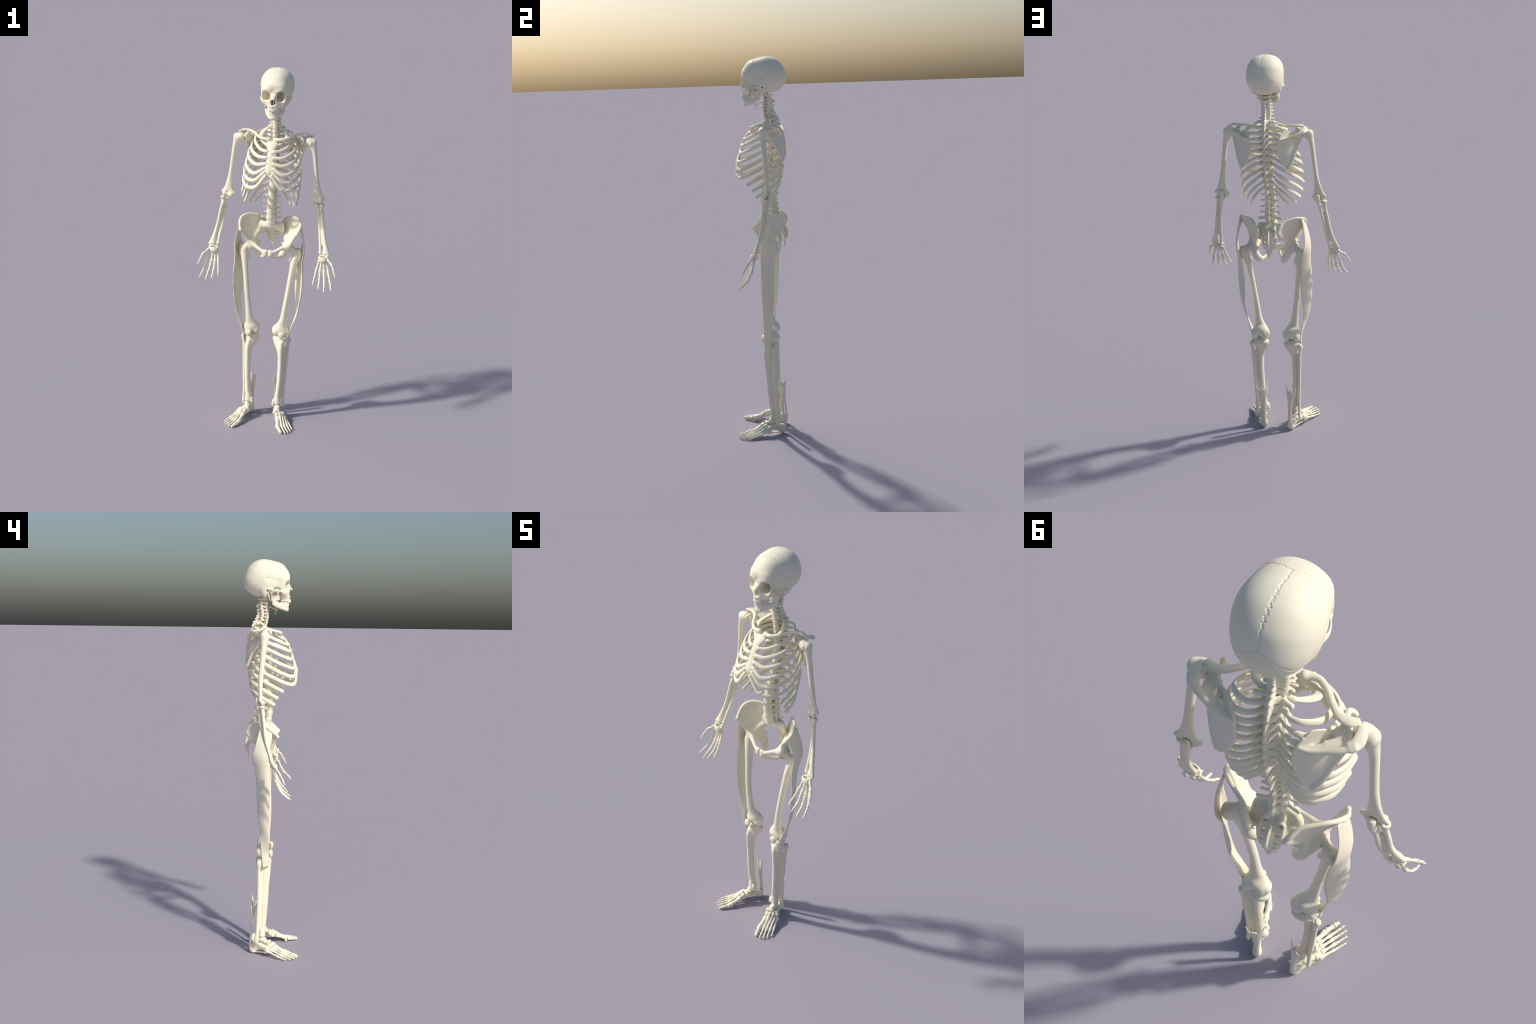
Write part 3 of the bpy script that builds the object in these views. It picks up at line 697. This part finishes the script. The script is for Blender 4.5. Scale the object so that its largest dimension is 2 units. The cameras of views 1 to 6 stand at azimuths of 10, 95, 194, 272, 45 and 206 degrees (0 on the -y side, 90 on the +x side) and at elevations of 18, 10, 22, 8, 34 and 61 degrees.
S = [(drum((.083, .042, .494), (.02, .06, 1), (.2, 1, 0), .0440, .0285, .0095, 0, .005), .002),
     (ball((.083, .044, .503), (.010, .012, .006)), .006),
     (sweep([(.083, .041, .492), (.084, .036, .474), (.0875, .029, .445), (.0920, .0265, .405), (.0930, .0275, .340), (.0915, .029, .270), (.0880, .032, .200), (.085, .035, .150), (.083, .037, .115), (.082, .038, .098)],
            [.0275, .0270, .0240, .0205, .0185, .0172, .0158, .0160, .0178, .0190], [.0420, .0365, .0255, .0172, .0148, .0142, .0142, .0160, .0205, .0245], up=(.2, 1, 0), per=5), .004),
     (sweep([(.092, .012, .475), (.094, .005, .450), (.0955, .006, .410), (.0965, .012, .330), (.094, .016, .24), (.088, .022, .16)], [.0100, .0100, .0075, .0055, .0055, .0045], per=4), .012),
     (sweep([(.064, .034, .110), (.061, .032, .092), (.062, .032, .079)], [.0140, .0125, .0080], [.0080, .0078, .0055], up=(0, 1, 0), per=3), .006)]
build("tibia", S, h=.0021, cuts=[ball((.086, .034, .083), (.021, .026, .0115))], kc=.004, pair=True)
S = [(sweep([(.130, .053, .492), (.131, .054, .478), (.1285, .054, .455), (.1265, .054, .400), (.123, .054, .320), (.120, .055, .240), (.1165, .058, .160), (.116, .060, .110), (.117, .062, .080), (.116, .063, .058)],
            [.0110, .0125, .0090, .0085, .0085, .0085, .0088, .0100, .0130, .0070], [.0090, .0105, .0074, .0068, .0068, .0068, .0070, .0080, .0085, .0050], up=(0, 1, 0), per=5), .003),
     (ball((.136, .053, .487), (.0065, .008, .008)), .006)]
build("fibula", S, h=.0018, pair=True)
def leg_gap(s, t):
    return (s < .075 and .35 < t < .8) or (.925 < s < .975 and .45 < t < .85)
sheet("interosseous_membrane", [(.103, .036, .455), (.104, .034, .40), (.103, .036, .30), (.098, .040, .20), (.095, .044, .125)],
      [(.114, .043, .460), (.114, .042, .40), (.112, .044, .30), (.107, .048, .20), (.106, .052, .120)],
      [(.1245, .051, .450), (.121, .052, .40), (.119, .053, .30), (.115, .056, .20), (.114, .060, .120)], .0012, 10, holes=leg_gap)

# iliotibial band: lateral fibrous strap from the crest to the tibia
sheet("iliotibial_band",
      [(.163, -.006, 1.157), (.176, -.003, 1.118), (.187, .004, 1.076), (.189, .005, 1.03), (.185, .003, .963), (.190, .003, .88), (.190, .004, .80), (.181, .005, .72), (.170, .006, .652), (.152, .006, .60), (.132, .005, .545), (.122, .003, .500), (.114, .004, .470)],
      [(.164, .024, 1.182), (.176, .030, 1.122), (.187, .042, 1.070), (.190, .046, 1.03), (.186, .038, .966), (.187, .034, .88), (.186, .034, .80), (.180, .032, .72), (.166, .028, .652), (.149, .025, .60), (.134, .022, .545), (.130, .019, .500), (.124, .018, .466)],
      [(.157, .051, 1.192), (.172, .068, 1.126), (.173, .084, 1.062), (.165, .092, 1.030), (.155, .077, .970), (.147, .070, .88), (.146, .066, .80), (.155, .060, .715), (.149, .050, .652), (.143, .046, .60), (.134, .043, .545), (.131, .038, .500), (.128, .035, .464)], .0017, 28, ripple=.00025)

# calf tendon, torn at the top
def torn(t):
    return -2.5 + 5 * abs(math.sin(math.pi * t * 2.0)) + 1.2 * math.sin(t * 31)
sheet("calf_tendon", [(.050, .066, .243), (.053, .074, .21), (.058, .081, .17), (.061, .085, .12), (.061, .091, .07), (.061, .094, .034)],
      [(.080, .094, .238), (.077, .092, .21), (.073, .092, .17), (.071, .093, .12), (.071, .099, .07), (.072, .102, .030)],
      [(.106, .090, .243), (.100, .088, .21), (.090, .086, .17), (.083, .086, .12), (.082, .092, .07), (.083, .094, .034)], .0016, 24, jag=torn)

# ================================================================== FOOT
FW = unit(V([.36, -.93, 0])); SD = V([FW[1] * -1, FW[0], 0])      # forward, lateral
build("heel_bone", [(sweep([(.072, .086, .020), (.080, .070, .030), (.092, .048, .038), (.108, .030, .040), (.114, .022, .038)], [.0190, .0200, .0170, .0155, .0145], [.0150, .0140, .0130, .0120, .0120], per=5), .008),
                    (ball((.074, .084, .026), (.0150, .0145, .0250)), .010), (ball((.079, .078, .008), (.0130, .0120, .0080)), .008),
                    (sweep([(.086, .046, .050), (.074, .036, .054)], [.0080, .0060], [.010, .0080], per=2), .008), (ball((.099, .046, .050), (.011, .013, .009)), .008)], h=.0018, pair=True)
build("ankle_bone", [(ball((.088, .036, .076), (.0165, .0230, .0150), [[.93, .36, 0], [-.36, .93, 0], [0, 0, 1]]), .006), (sweep([(.087, .028, .072), (.0865, .022, .068), (.0875, .0180, .0645)], [.0125, .0125, .0120], [.0135, .0145, .0155], per=3), .006),
                     (ball((.080, .057, .066), (.010, .010, .008)), .008)], h=.0017, pair=True)
def block(name, c, r, yaw=21, pitch=0, k=.004, extra=()):
    """Rounded tarsal block, r = half (side, forward, up)."""
    a = math.radians(yaw); b = math.radians(pitch)
    f = V([math.sin(a) * math.cos(b), -math.cos(a) * math.cos(b), -math.sin(b)]); s = V([math.cos(a), math.sin(a), 0]); u = np.cross(s, f); u = -u if u[2] < 0 else u
    c = V(c, float); r = V(r, float)
    def fn(x, y, z):
        d = [x - c[0], y - c[1], z - c[2]]
        q = [np.abs(e[0] * d[0] + e[1] * d[1] + e[2] * d[2]) / r[i] for i, e in enumerate((s, f, u))]
        n = (q[0] ** 4 + q[1] ** 4 + q[2] ** 4) ** .25
        return (n - 1) * r.min()
    m = np.linalg.norm(r)
    build(name, [((c - m, c + m, fn), .002)] + [(e, k) for e in extra], h=.0014, pair=True)
block("navicular_bone", (.0900, .0010, .0580), (.0185, .0080, .0140), 20, 20, extra=[ball((.0735, -.001, .052), (.0070, .0085, .0090))])
block("cuneiform_bone", (.0925, -.0195, .0460), (.0092, .0125, .0165), 18, 26)
block("cuneiform_bone", (.1085, -.0160, .0540), (.0075, .0100, .0115), 21, 26)
block("cuneiform_bone", (.1195, -.0060, .0485), (.0076, .0125, .0120), 24, 24)
block("cuboid_bone", (.1245, .0080, .0370), (.0135, .0155, .0135), 26, 16)
def toe(name, a, b, r0, rs, r1, h=.0013):
    long_bone(name, a, b, r0, rs, r1, .95, (0, 0, 1), h)
TOES = [
 ((.0985, -.031, .0400), (.113, -.094, .0150), [(.130, -.127, .0100), (.143, -.149, .0065)], (.0138, .0088, .0128), (.0122, .0082, .0100)),
 ((.1125, -.0255, .0510), (.137, -.091, .0130), [(.151, -.118, .0100), (.1585, -.1330, .0080), (.1645, -.146, .0052)], (.0088, .0050, .0076), (.0072, .0045, .0056)),
 ((.1240, -.018, .0440), (.151, -.082, .0130), [(.165, -.108, .0095), (.1725, -.1210, .0075), (.1795, -.134, .0050)], (.0086, .0048, .0074), (.0068, .0042, .0053)),
 ((.1335, -.0065, .0380), (.165, -.070, .0125), [(.177, -.092, .0090), (.1835, -.1035, .0068), (.1905, -.1145, .0045)], (.0086, .0048, .0072), (.0066, .0040, .0051)),
 ((.1390, .006, .0290), (.172, -.048, .0120), [(.184, -.068, .0085), (.1905, -.0790, .0062), (.1975, -.090, .0045)], (.0092, .0052, .0072), (.0066, .0040, .0051))]
for i, (a, b, ph, mr, pr) in enumerate(TOES):
    if i == 4:
        a_, b_ = V(a), V(b)
        build("metatarsal", [(sweep([a_, a_ + (b_ - a_) * .3, a_ + (b_ - a_) * .6, a_ + (b_ - a_) * .93], [.0095, .0060, .0048, .0066], [.0095, .0062, .0046, .0064], per=4), .004),
                             (sweep([a_, (.1360, .017, .0200)], [.0085, .0060], [.0090, .0062], per=3), .006)], h=.0014, pair=True)
    else:
        toe("metatarsal", a, b, *mr, h=.0014)
    p = b
    for j, q in enumerate(ph):
        s = [1., .85, .72][j]
        r0, rs, r1 = [x * s for x in pr]
        if i == 0 and j == 1: r1 *= .85
        toe("toe_phalanx", p, q, r0, rs, r1); p = q
for s in (.0035, -.0065):
    build("sesamoid_bone", [ball((.109 + s, -.088 - s * .2, .0048), (.0042, .0058, .0040))], h=.0012, pair=True)
sheet("plantar_ligament", [(.074, .070, .0045), (.092, .040, .012), (.104, .012, .020)], [(.082, .072, .0042), (.103, .044, .012), (.117, .016, .018)], [(.090, .074, .0045), (.112, .048, .013), (.130, .022, .017)], .0014, 10)

# ================================================================== SKULL
def vault():
    """Braincase: measured mid-line profile (y, z) swept sideways as a super-ellipse."""
    yc, zc = .036, 1.905
    prof = closed_curve([(-.0805, 1.912), (-.0785, 1.930), (-.064, 1.9555), (-.040, 1.9795), (-.002, 1.9920), (.040, 2.0), (.070, 1.9980), (.097, 1.9875), (.124, 1.9640), (.139, 1.936), (.1475, 1.909), (.1485, 1.890), (.1425, 1.861),
                         (.125, 1.8400), (.097, 1.8230), (.065, 1.8165), (.030, 1.822), (.0, 1.832), (-.030, 1.843), (-.055, 1.862), (-.073, 1.888)], 6)
    th = np.arctan2(prof[:, 1] - zc, prof[:, 0] - yc); R = np.hypot(prof[:, 0] - yc, prof[:, 1] - zc)
    o = np.argsort(th); th, R = th[o], R[o]
    th = np.concatenate([th - 2 * math.pi, th, th + 2 * math.pi]); R = np.tile(R, 3)
    def f(x, y, z):
        t = np.arctan2(z - zc, y - yc); r = np.hypot(y - yc, z - zc) / np.interp(t, th, R)
        # braincase is widest behind the ears and tapers to the temples
        w = .0870 + .0020 * np.cos(t - .35) - .0035 * np.clip(-np.cos(t), 0, 1) ** 2
        return ((np.abs(x / w) ** 2.28 + r ** 2.28) ** (1 / 2.28) - 1) * .082
    return V([-.09, -.085, 1.812]), V([.09, .153, 2.004]), f

def orbit(s):
    """Eye socket: squarish funnel narrowing towards the apex."""
    o = V([s * .0375, -.0600, 1.8665]); ax = unit([-s * .36, .93, -.02]); up = V([0, 0, 1.]); sd = unit(np.cross(ax, up)); up = np.cross(sd, ax)
    tilt = s * .12; sd, up = sd * math.cos(tilt) - up * math.sin(tilt), sd * math.sin(tilt) + up * math.cos(tilt)
    def f(x, y, z):
        d = [x - o[0], y - o[1], z - o[2]]
        t = d[0] * ax[0] + d[1] * ax[1] + d[2] * ax[2]
        a = d[0] * sd[0] + d[1] * sd[1] + d[2] * sd[2]; b = d[0] * up[0] + d[1] * up[1] + d[2] * up[2]
        k = np.clip(1 - np.clip(t, -.01, None) / .056, .12, 1.1)
        k = np.sqrt(k)
        q = ((np.abs(a) / (.0212 * k)) ** 2.7 + (np.abs(b) / (.0258 * k)) ** 2.7) ** (1 / 2.7)
        return np.maximum((q - 1) * .02 * k, t - .050)
    return o - .06, o + .06, f

def skull():
    b = Bone((-.092, -.10, 1.785), (.092, .155, 2.005), .00105)
    b.add(vault(), .004)
    for s in (1, -1):
        b.add(ball((s * .048, .022, 1.868), (.0270, .0460, .0360)), .016)     # temporal squama
        b.add(sweep([(s * .062, .040, 1.852), (s * .062, .044, 1.834), (s * .056, .042, 1.817)], [.016, .014, .007], [.013, .0110, .006], up=(0, 1, 0), per=3), .014)   # mastoid
        rim = [(s * .0125, -.0670, 1.872), (s * .0180, -.0700, 1.8900), (s * .034, -.0705, 1.8965), (s * .051, -.0620, 1.8905), (s * .0602, -.0535, 1.872), (s * .0560, -.0535, 1.848), (s * .043, -.0595, 1.8365), (s * .026, -.0665, 1.8400), (s * .0145, -.0685, 1.855), (s * .0125, -.0670, 1.872)]
        b.add(sweep(rim, [.0044, .0040, .0034, .0036, .0040, .0044, .0046, .0046, .0046, .0044], per=4), .016)
        b.add(ball((s * .0300, -.0440, 1.9060), (.0300, .0290, .0260)), .020)   # brow
        b.add(superball((s * .0540, -.0420, 1.8640), (.0085, .0150, .0240), p=2.5), .010)   # lateral orbital wall
        # cheekbone and arch
        b.add(ball((s * .0510, -.0520, 1.8360), (.0120, .0095, .0140)), .012)
        b.add(sweep([(s * .0580, -.0480, 1.842), (s * .0700, -.030, 1.8435), (s * .0765, -.006, 1.8460), (s * .0760, .012, 1.8510), (s * .0720, .026, 1.855)], [.0088, .0064, .0052, .0054, .0064], [.0048, .0034, .0032, .0038, .0050], per=4), .006)
        # maxilla
        b.add(ball((s * .018, -.0530, 1.829), (.0190, .0235, .0250)), .014)
        b.add(ball((s * .034, -.0480, 1.824), (.0120, .0150, .0140)), .012)
        b.add(sweep([(s * .006, -.0770, 1.8130), (s * .016, -.0735, 1.8130), (s * .0250, -.0580, 1.8130), (s * .0290, -.0360, 1.8150)], [.0090, .0090, .0092, .0100], [.0048, .0048, .0052, .0056], per=4), .008)
        b.add(sweep([(s * .014, -.014, 1.835), (s * .014, -.020, 1.812)], [.008, .006], [.005, .004], up=(0, 1, 0), per=2), .006)    # pterygoid
        b.add(sweep([(s * .060, .028, 1.835), (s * .053, .021, 1.812), (s * .046, .015, 1.796)], [.0045, .0030, .0018], per=3), .004)   # styloid
        b.add(ball((s * .015, .040, 1.822), (.009, .012, .007)), .006)       # condyle
    b.add(ball((0, -.030, 1.845), (.030, .035, .022)), .015)                  # mid-face core
    b.add(ball((0, .005, 1.832), (.034, .040, .013)), .012)                  # base
    # nose bridge
    b.add(sweep([(0, -.0690, 1.886), (0, -.0730, 1.876), (0, -.0800, 1.865), (0, -.0870, 1.8565), (0, -.0905, 1.8520)], [.0060, .0062, .0062, .0055, .0040], [.0088, .0090, .0098, .0100, .0088], up=(0, -.9, .45), per=4), .010)
    for s in (1, -1):
        b.add(sweep([(s * .0090, -.0780, 1.868), (s * .0125, -.0755, 1.852), (s * .0155, -.0725, 1.836), (s * .0125, -.0735, 1.8220), (s * .003, -.0770, 1.8175)], [.0046, .0046, .0048, .0048, .0040], per=3), .010)
    b.add(sweep([(0, -.073, 1.816), (0, -.0805, 1.8175)], [.0042, .0022], per=2), .005)
    # openings
    for s in (1, -1):
        b.cut(orbit(s), .003)
        b.cut(sweep([(s * .040, -.046, 1.848), (s * .046, -.026, 1.844)], [.0022, .0028], [.005, .006], per=2), .002)
        b.cut(ball((s * .0630, -.012, 1.838), (.0090, .0260, .0250)), .006)     # gap inside the arch
        b.cut(ball((s * .0570, -.021, 1.813), (.0170, .0160, .0230)), .006)
        b.cut(sweep([(s * .090, .029, 1.8435), (s * .060, .028, 1.844)], .0044, per=1), .003)
        b.cut(ball((s * .031, -.0745, 1.8300), (.0024, .006, .0018)), .002)
    b.cut(sweep([(0, -.100, 1.833), (0, -.072, 1.8330), (0, -.045, 1.836)], [.0140, .0135, .011], [.0112, .0118, .0100], per=3), .003)
    b.cut(sweep([(0, -.096, 1.8455), (0, -.070, 1.8475)], [.0055, .0060], [.0055, .0060], per=2), .003)
    b.add(sweep([(.001, -.070, 1.845), (.001, -.066, 1.820)], [.0012, .0012], [.010, .010], up=(1, 0, 0), per=1), .002)   # septum
    b.cut(ball((0, .046, 1.806), (.013, .016, .014)), .004)                 # foramen magnum
    # sutures: wandering grooves projected from the vault centre
    C = V([0, .036, 1.905])
    def groove(P, amp, freq, r=.0013):
        Q = curve(P, per=14); out = []
        L = np.concatenate([[0], np.cumsum(np.linalg.norm(np.diff(Q, axis=0), axis=1))])
        n = int(L[-1] / .0016) + 2; t = np.linspace(0, L[-1], n)
        Q = np.stack([np.interp(t, L, Q[:, i]) for i in range(3)], 1)
        T = np.gradient(Q, axis=0); ph = rng.uniform(0, 6, 3)
        w = amp * (.55 * np.sin(t * freq + ph[0] + 1.3 * np.sin(t * freq * .23)) + .35 * np.sin(t * freq * .37 + ph[1]) + .4 * rng.normal(0, .5, n)) * np.minimum(1, np.minimum(np.arange(n), n - 1 - np.arange(n)) / 4)
        for q, tt, ww in zip(Q, T, w):
            sd = unit(np.cross(tt, q - C)); d = q + sd * ww - C
            out.append(b.surface_point(C, d) + unit(d) * .0002)
        b.cut(sweep(out, r, per=1), .0008)
    groove([(0, -.004, 1.992), (0, .04, 2.0), (0, .096, 1.988), (0, .133, 1.950), (0, .1405, 1.930)], .0040, 1250, .00115)
    for s in (1, -1):
        groove([(0, -.004, 1.992), (s * .035, -.008, 1.980), (s * .056, -.012, 1.958), (s * .068, -.016, 1.930), (s * .070, -.0215, 1.906), (s * .066, -.026, 1.893)], .0016, 700)
        groove([(0, .1405, 1.930), (s * .030, .132, 1.909), (s * .058, .112, 1.880), (s * .071, .091, 1.866)], .0022, 800, .0014)
        groove([(s * .071, .091, 1.866), (s * .080, .066, 1.876), (s * .083, .050, 1.892), (s * .082, .033, 1.904), (s * .079, .018, 1.905), (s * .074, .000, 1.898), (s * .068, -.021, 1.897)], .0011, 450, .0012)
        groove([(s * .071, .091, 1.866), (s * .066, .080, 1.850), (s * .058, .066, 1.832)], .0012, 500, .0011)
    X, F = b.mesh(1)
    return place("cranium", X, F)[0]
cranium = skull()

S = []
for s in (1, -1):
    S += [(sweep([(0, -.0680, 1.762), (s * .014, -.0640, 1.762), (s * .029, -.0450, 1.768), (s * .041, -.0200, 1.778), (s * .0475, -.002, 1.790)], [.0140, .0140, .0140, .0140, .0140], [.0066, .0066, .0062, .0060, .0056], per=5), .006),
          (sweep([(s * .0475, -.011, 1.800), (s * .0495, -.009, 1.815), (s * .050, -.008, 1.822)], [.0220, .0210, .0195], [.0042, .0040, .0034], up=(0, 1, -.12), per=4), .008),
          (sweep([(s * .050, .006, 1.818), (s * .053, .0115, 1.832), (s * .056, .0150, 1.8390)], [.0060, .0048, .0055], [.0040, .0040, .0075], up=(0, 1, 0), per=4), .005),
          (sweep([(s * .050, -.022, 1.820), (s * .050, -.0235, 1.834), (s * .050, -.0215, 1.8430)], [.0078, .0052, .0028], [.0036, .0030, .0022], up=(0, 1, 0), per=4), .005),
          (sweep([(s * .006, -.0710, 1.7745), (s * .016, -.0670, 1.7745), (s * .0255, -.0520, 1.7760), (s * .032, -.0330, 1.7800)], [.0075, .0075, .0078, .0082], [.0048, .0048, .0050, .0052], per=4), .006),
          (ball((s * .009, -.0680, 1.7545), (.0095, .0060, .0065)), .008)]
S.append((ball((0, -.0700, 1.7570), (.0085, .0050, .0085)), .006)); S.append((sweep([(-.008, -.0710, 1.7745), (.008, -.0710, 1.7745)], [.0075, .0075], [.0046, .0046], per=2), .004))
mandible = build("mandible", S, h=.0014, cuts=[ball((s * .051, -.0045, 1.845), (.012, .0100, .0205)) for s in (1, -1)], kc=.004)[0]

# teeth: one mesh per kind and jaw, instanced along the dental arch
def tooth_mesh(name, w, d, l, taper):
    b = Bone((-w, -d, -l), (w, d, l), .0009)
    def f(x, y, z):
        sc = 1 + taper * z / l
        q = (np.abs(x / (w * .5 * sc)) ** 3.5 + np.abs(y / (d * .5 * (1 - .45 * taper * z / l))) ** 3 + np.abs(z / (l * .5)) ** 4) ** (1 / 3.5)
        return (q - 1) * min(w, d, l) * .5
    b.add((V([-w, -d, -l]), V([w, d, l]), f), .0005)
    X, F = b.mesh(1)
    return make_mesh(name, X, F, TOOTH)
def dental_arch(parent, z0, yf, half, depth, up, sizes):
    t = np.linspace(0, 1, 200); ax = half * np.sin(t * math.pi / 2) ** .92; ay = yf + depth * (1 - np.cos(t * math.pi / 2)) * 1.0 + 0 * t
    L = np.concatenate([[0], np.cumsum(np.hypot(np.diff(ax), np.diff(ay)))])
    s = 0.
    for kind, w, d, l, tp in sizes:
        me = tooth_mesh("tooth", w * .97, d, l, tp * up)
        m = s + w / 2; s += w
        x, y = np.interp(m, L, ax), np.interp(m, L, ay); e = .0008
        tx, ty = np.interp(m + e, L, ax) - np.interp(m - e, L, ax), np.interp(m + e, L, ay) - np.interp(m - e, L, ay)
        yaw = math.atan2(ty, tx)
        for sgn in (1, -1):
            o = bpy.data.objects.new("tooth", me); bpy.context.collection.objects.link(o)
            o.location = (sgn * x, y, z0(m / L[-1]))
            o.rotation_euler = (.10 * up if kind == "incisor" else 0, rng.uniform(-.04, .04), sgn * yaw)
            o.parent = parent
UP = [("incisor", .0096, .0078, .0170, -.10), ("incisor", .0078, .0074, .0155, -.10), ("canine", .0082, .0084, .0170, .12), ("premolar", .0074, .0088, .0130, .02), ("premolar", .0072, .0088, .0125, .02), ("molar", .0108, .0100, .0115, 0), ("molar", .0100, .0098, .0108, 0)]
LO = [("incisor", .0062, .0054, .0145, .08), ("incisor", .0066, .0056, .0145, .08), ("canine", .0076, .0066, .0160, -.08), ("premolar", .0074, .0078, .0130, 0), ("premolar", .0074, .0080, .0120, 0), ("molar", .0112, .0098, .0108, 0), ("molar", .0106, .0096, .0105, 0)]
dental_arch(cranium, lambda t: 1.7965 + .0035 * t, -.0835, .0310, .052, 1, UP)
dental_arch(mandible, lambda t: 1.7835 + .0045 * t, -.0765, .0300, .049, -1, LO)

# hyoid
S = [(sweep([(.0215, .0200, 1.7610), (.0215, .0200, 1.7690), (.0185, .0080, 1.7640), (.0140, -.0070, 1.7570), (.0070, -.0170, 1.7550), (0, -.0190, 1.7545)], [.0014, .0018, .0018, .0024, .0036, .0042], [.0014, .0018, .0018, .0022, .0024, .0026], per=4), .002),
     (sweep([(.0080, -.0155, 1.757), (.0100, -.0100, 1.766)], [.0018, .0009], per=2), .002),
     (sweep([(.0080, -.0140, 1.754), (.0085, -.0125, 1.742), (.0080, -.0105, 1.729)], [.0020, .0018, .0012], [.0016, .0014, .0010], per=3), .002)]
build("hyoid_bone", S + [(mirror_solid(s), k) for s, k in S], h=.0010)
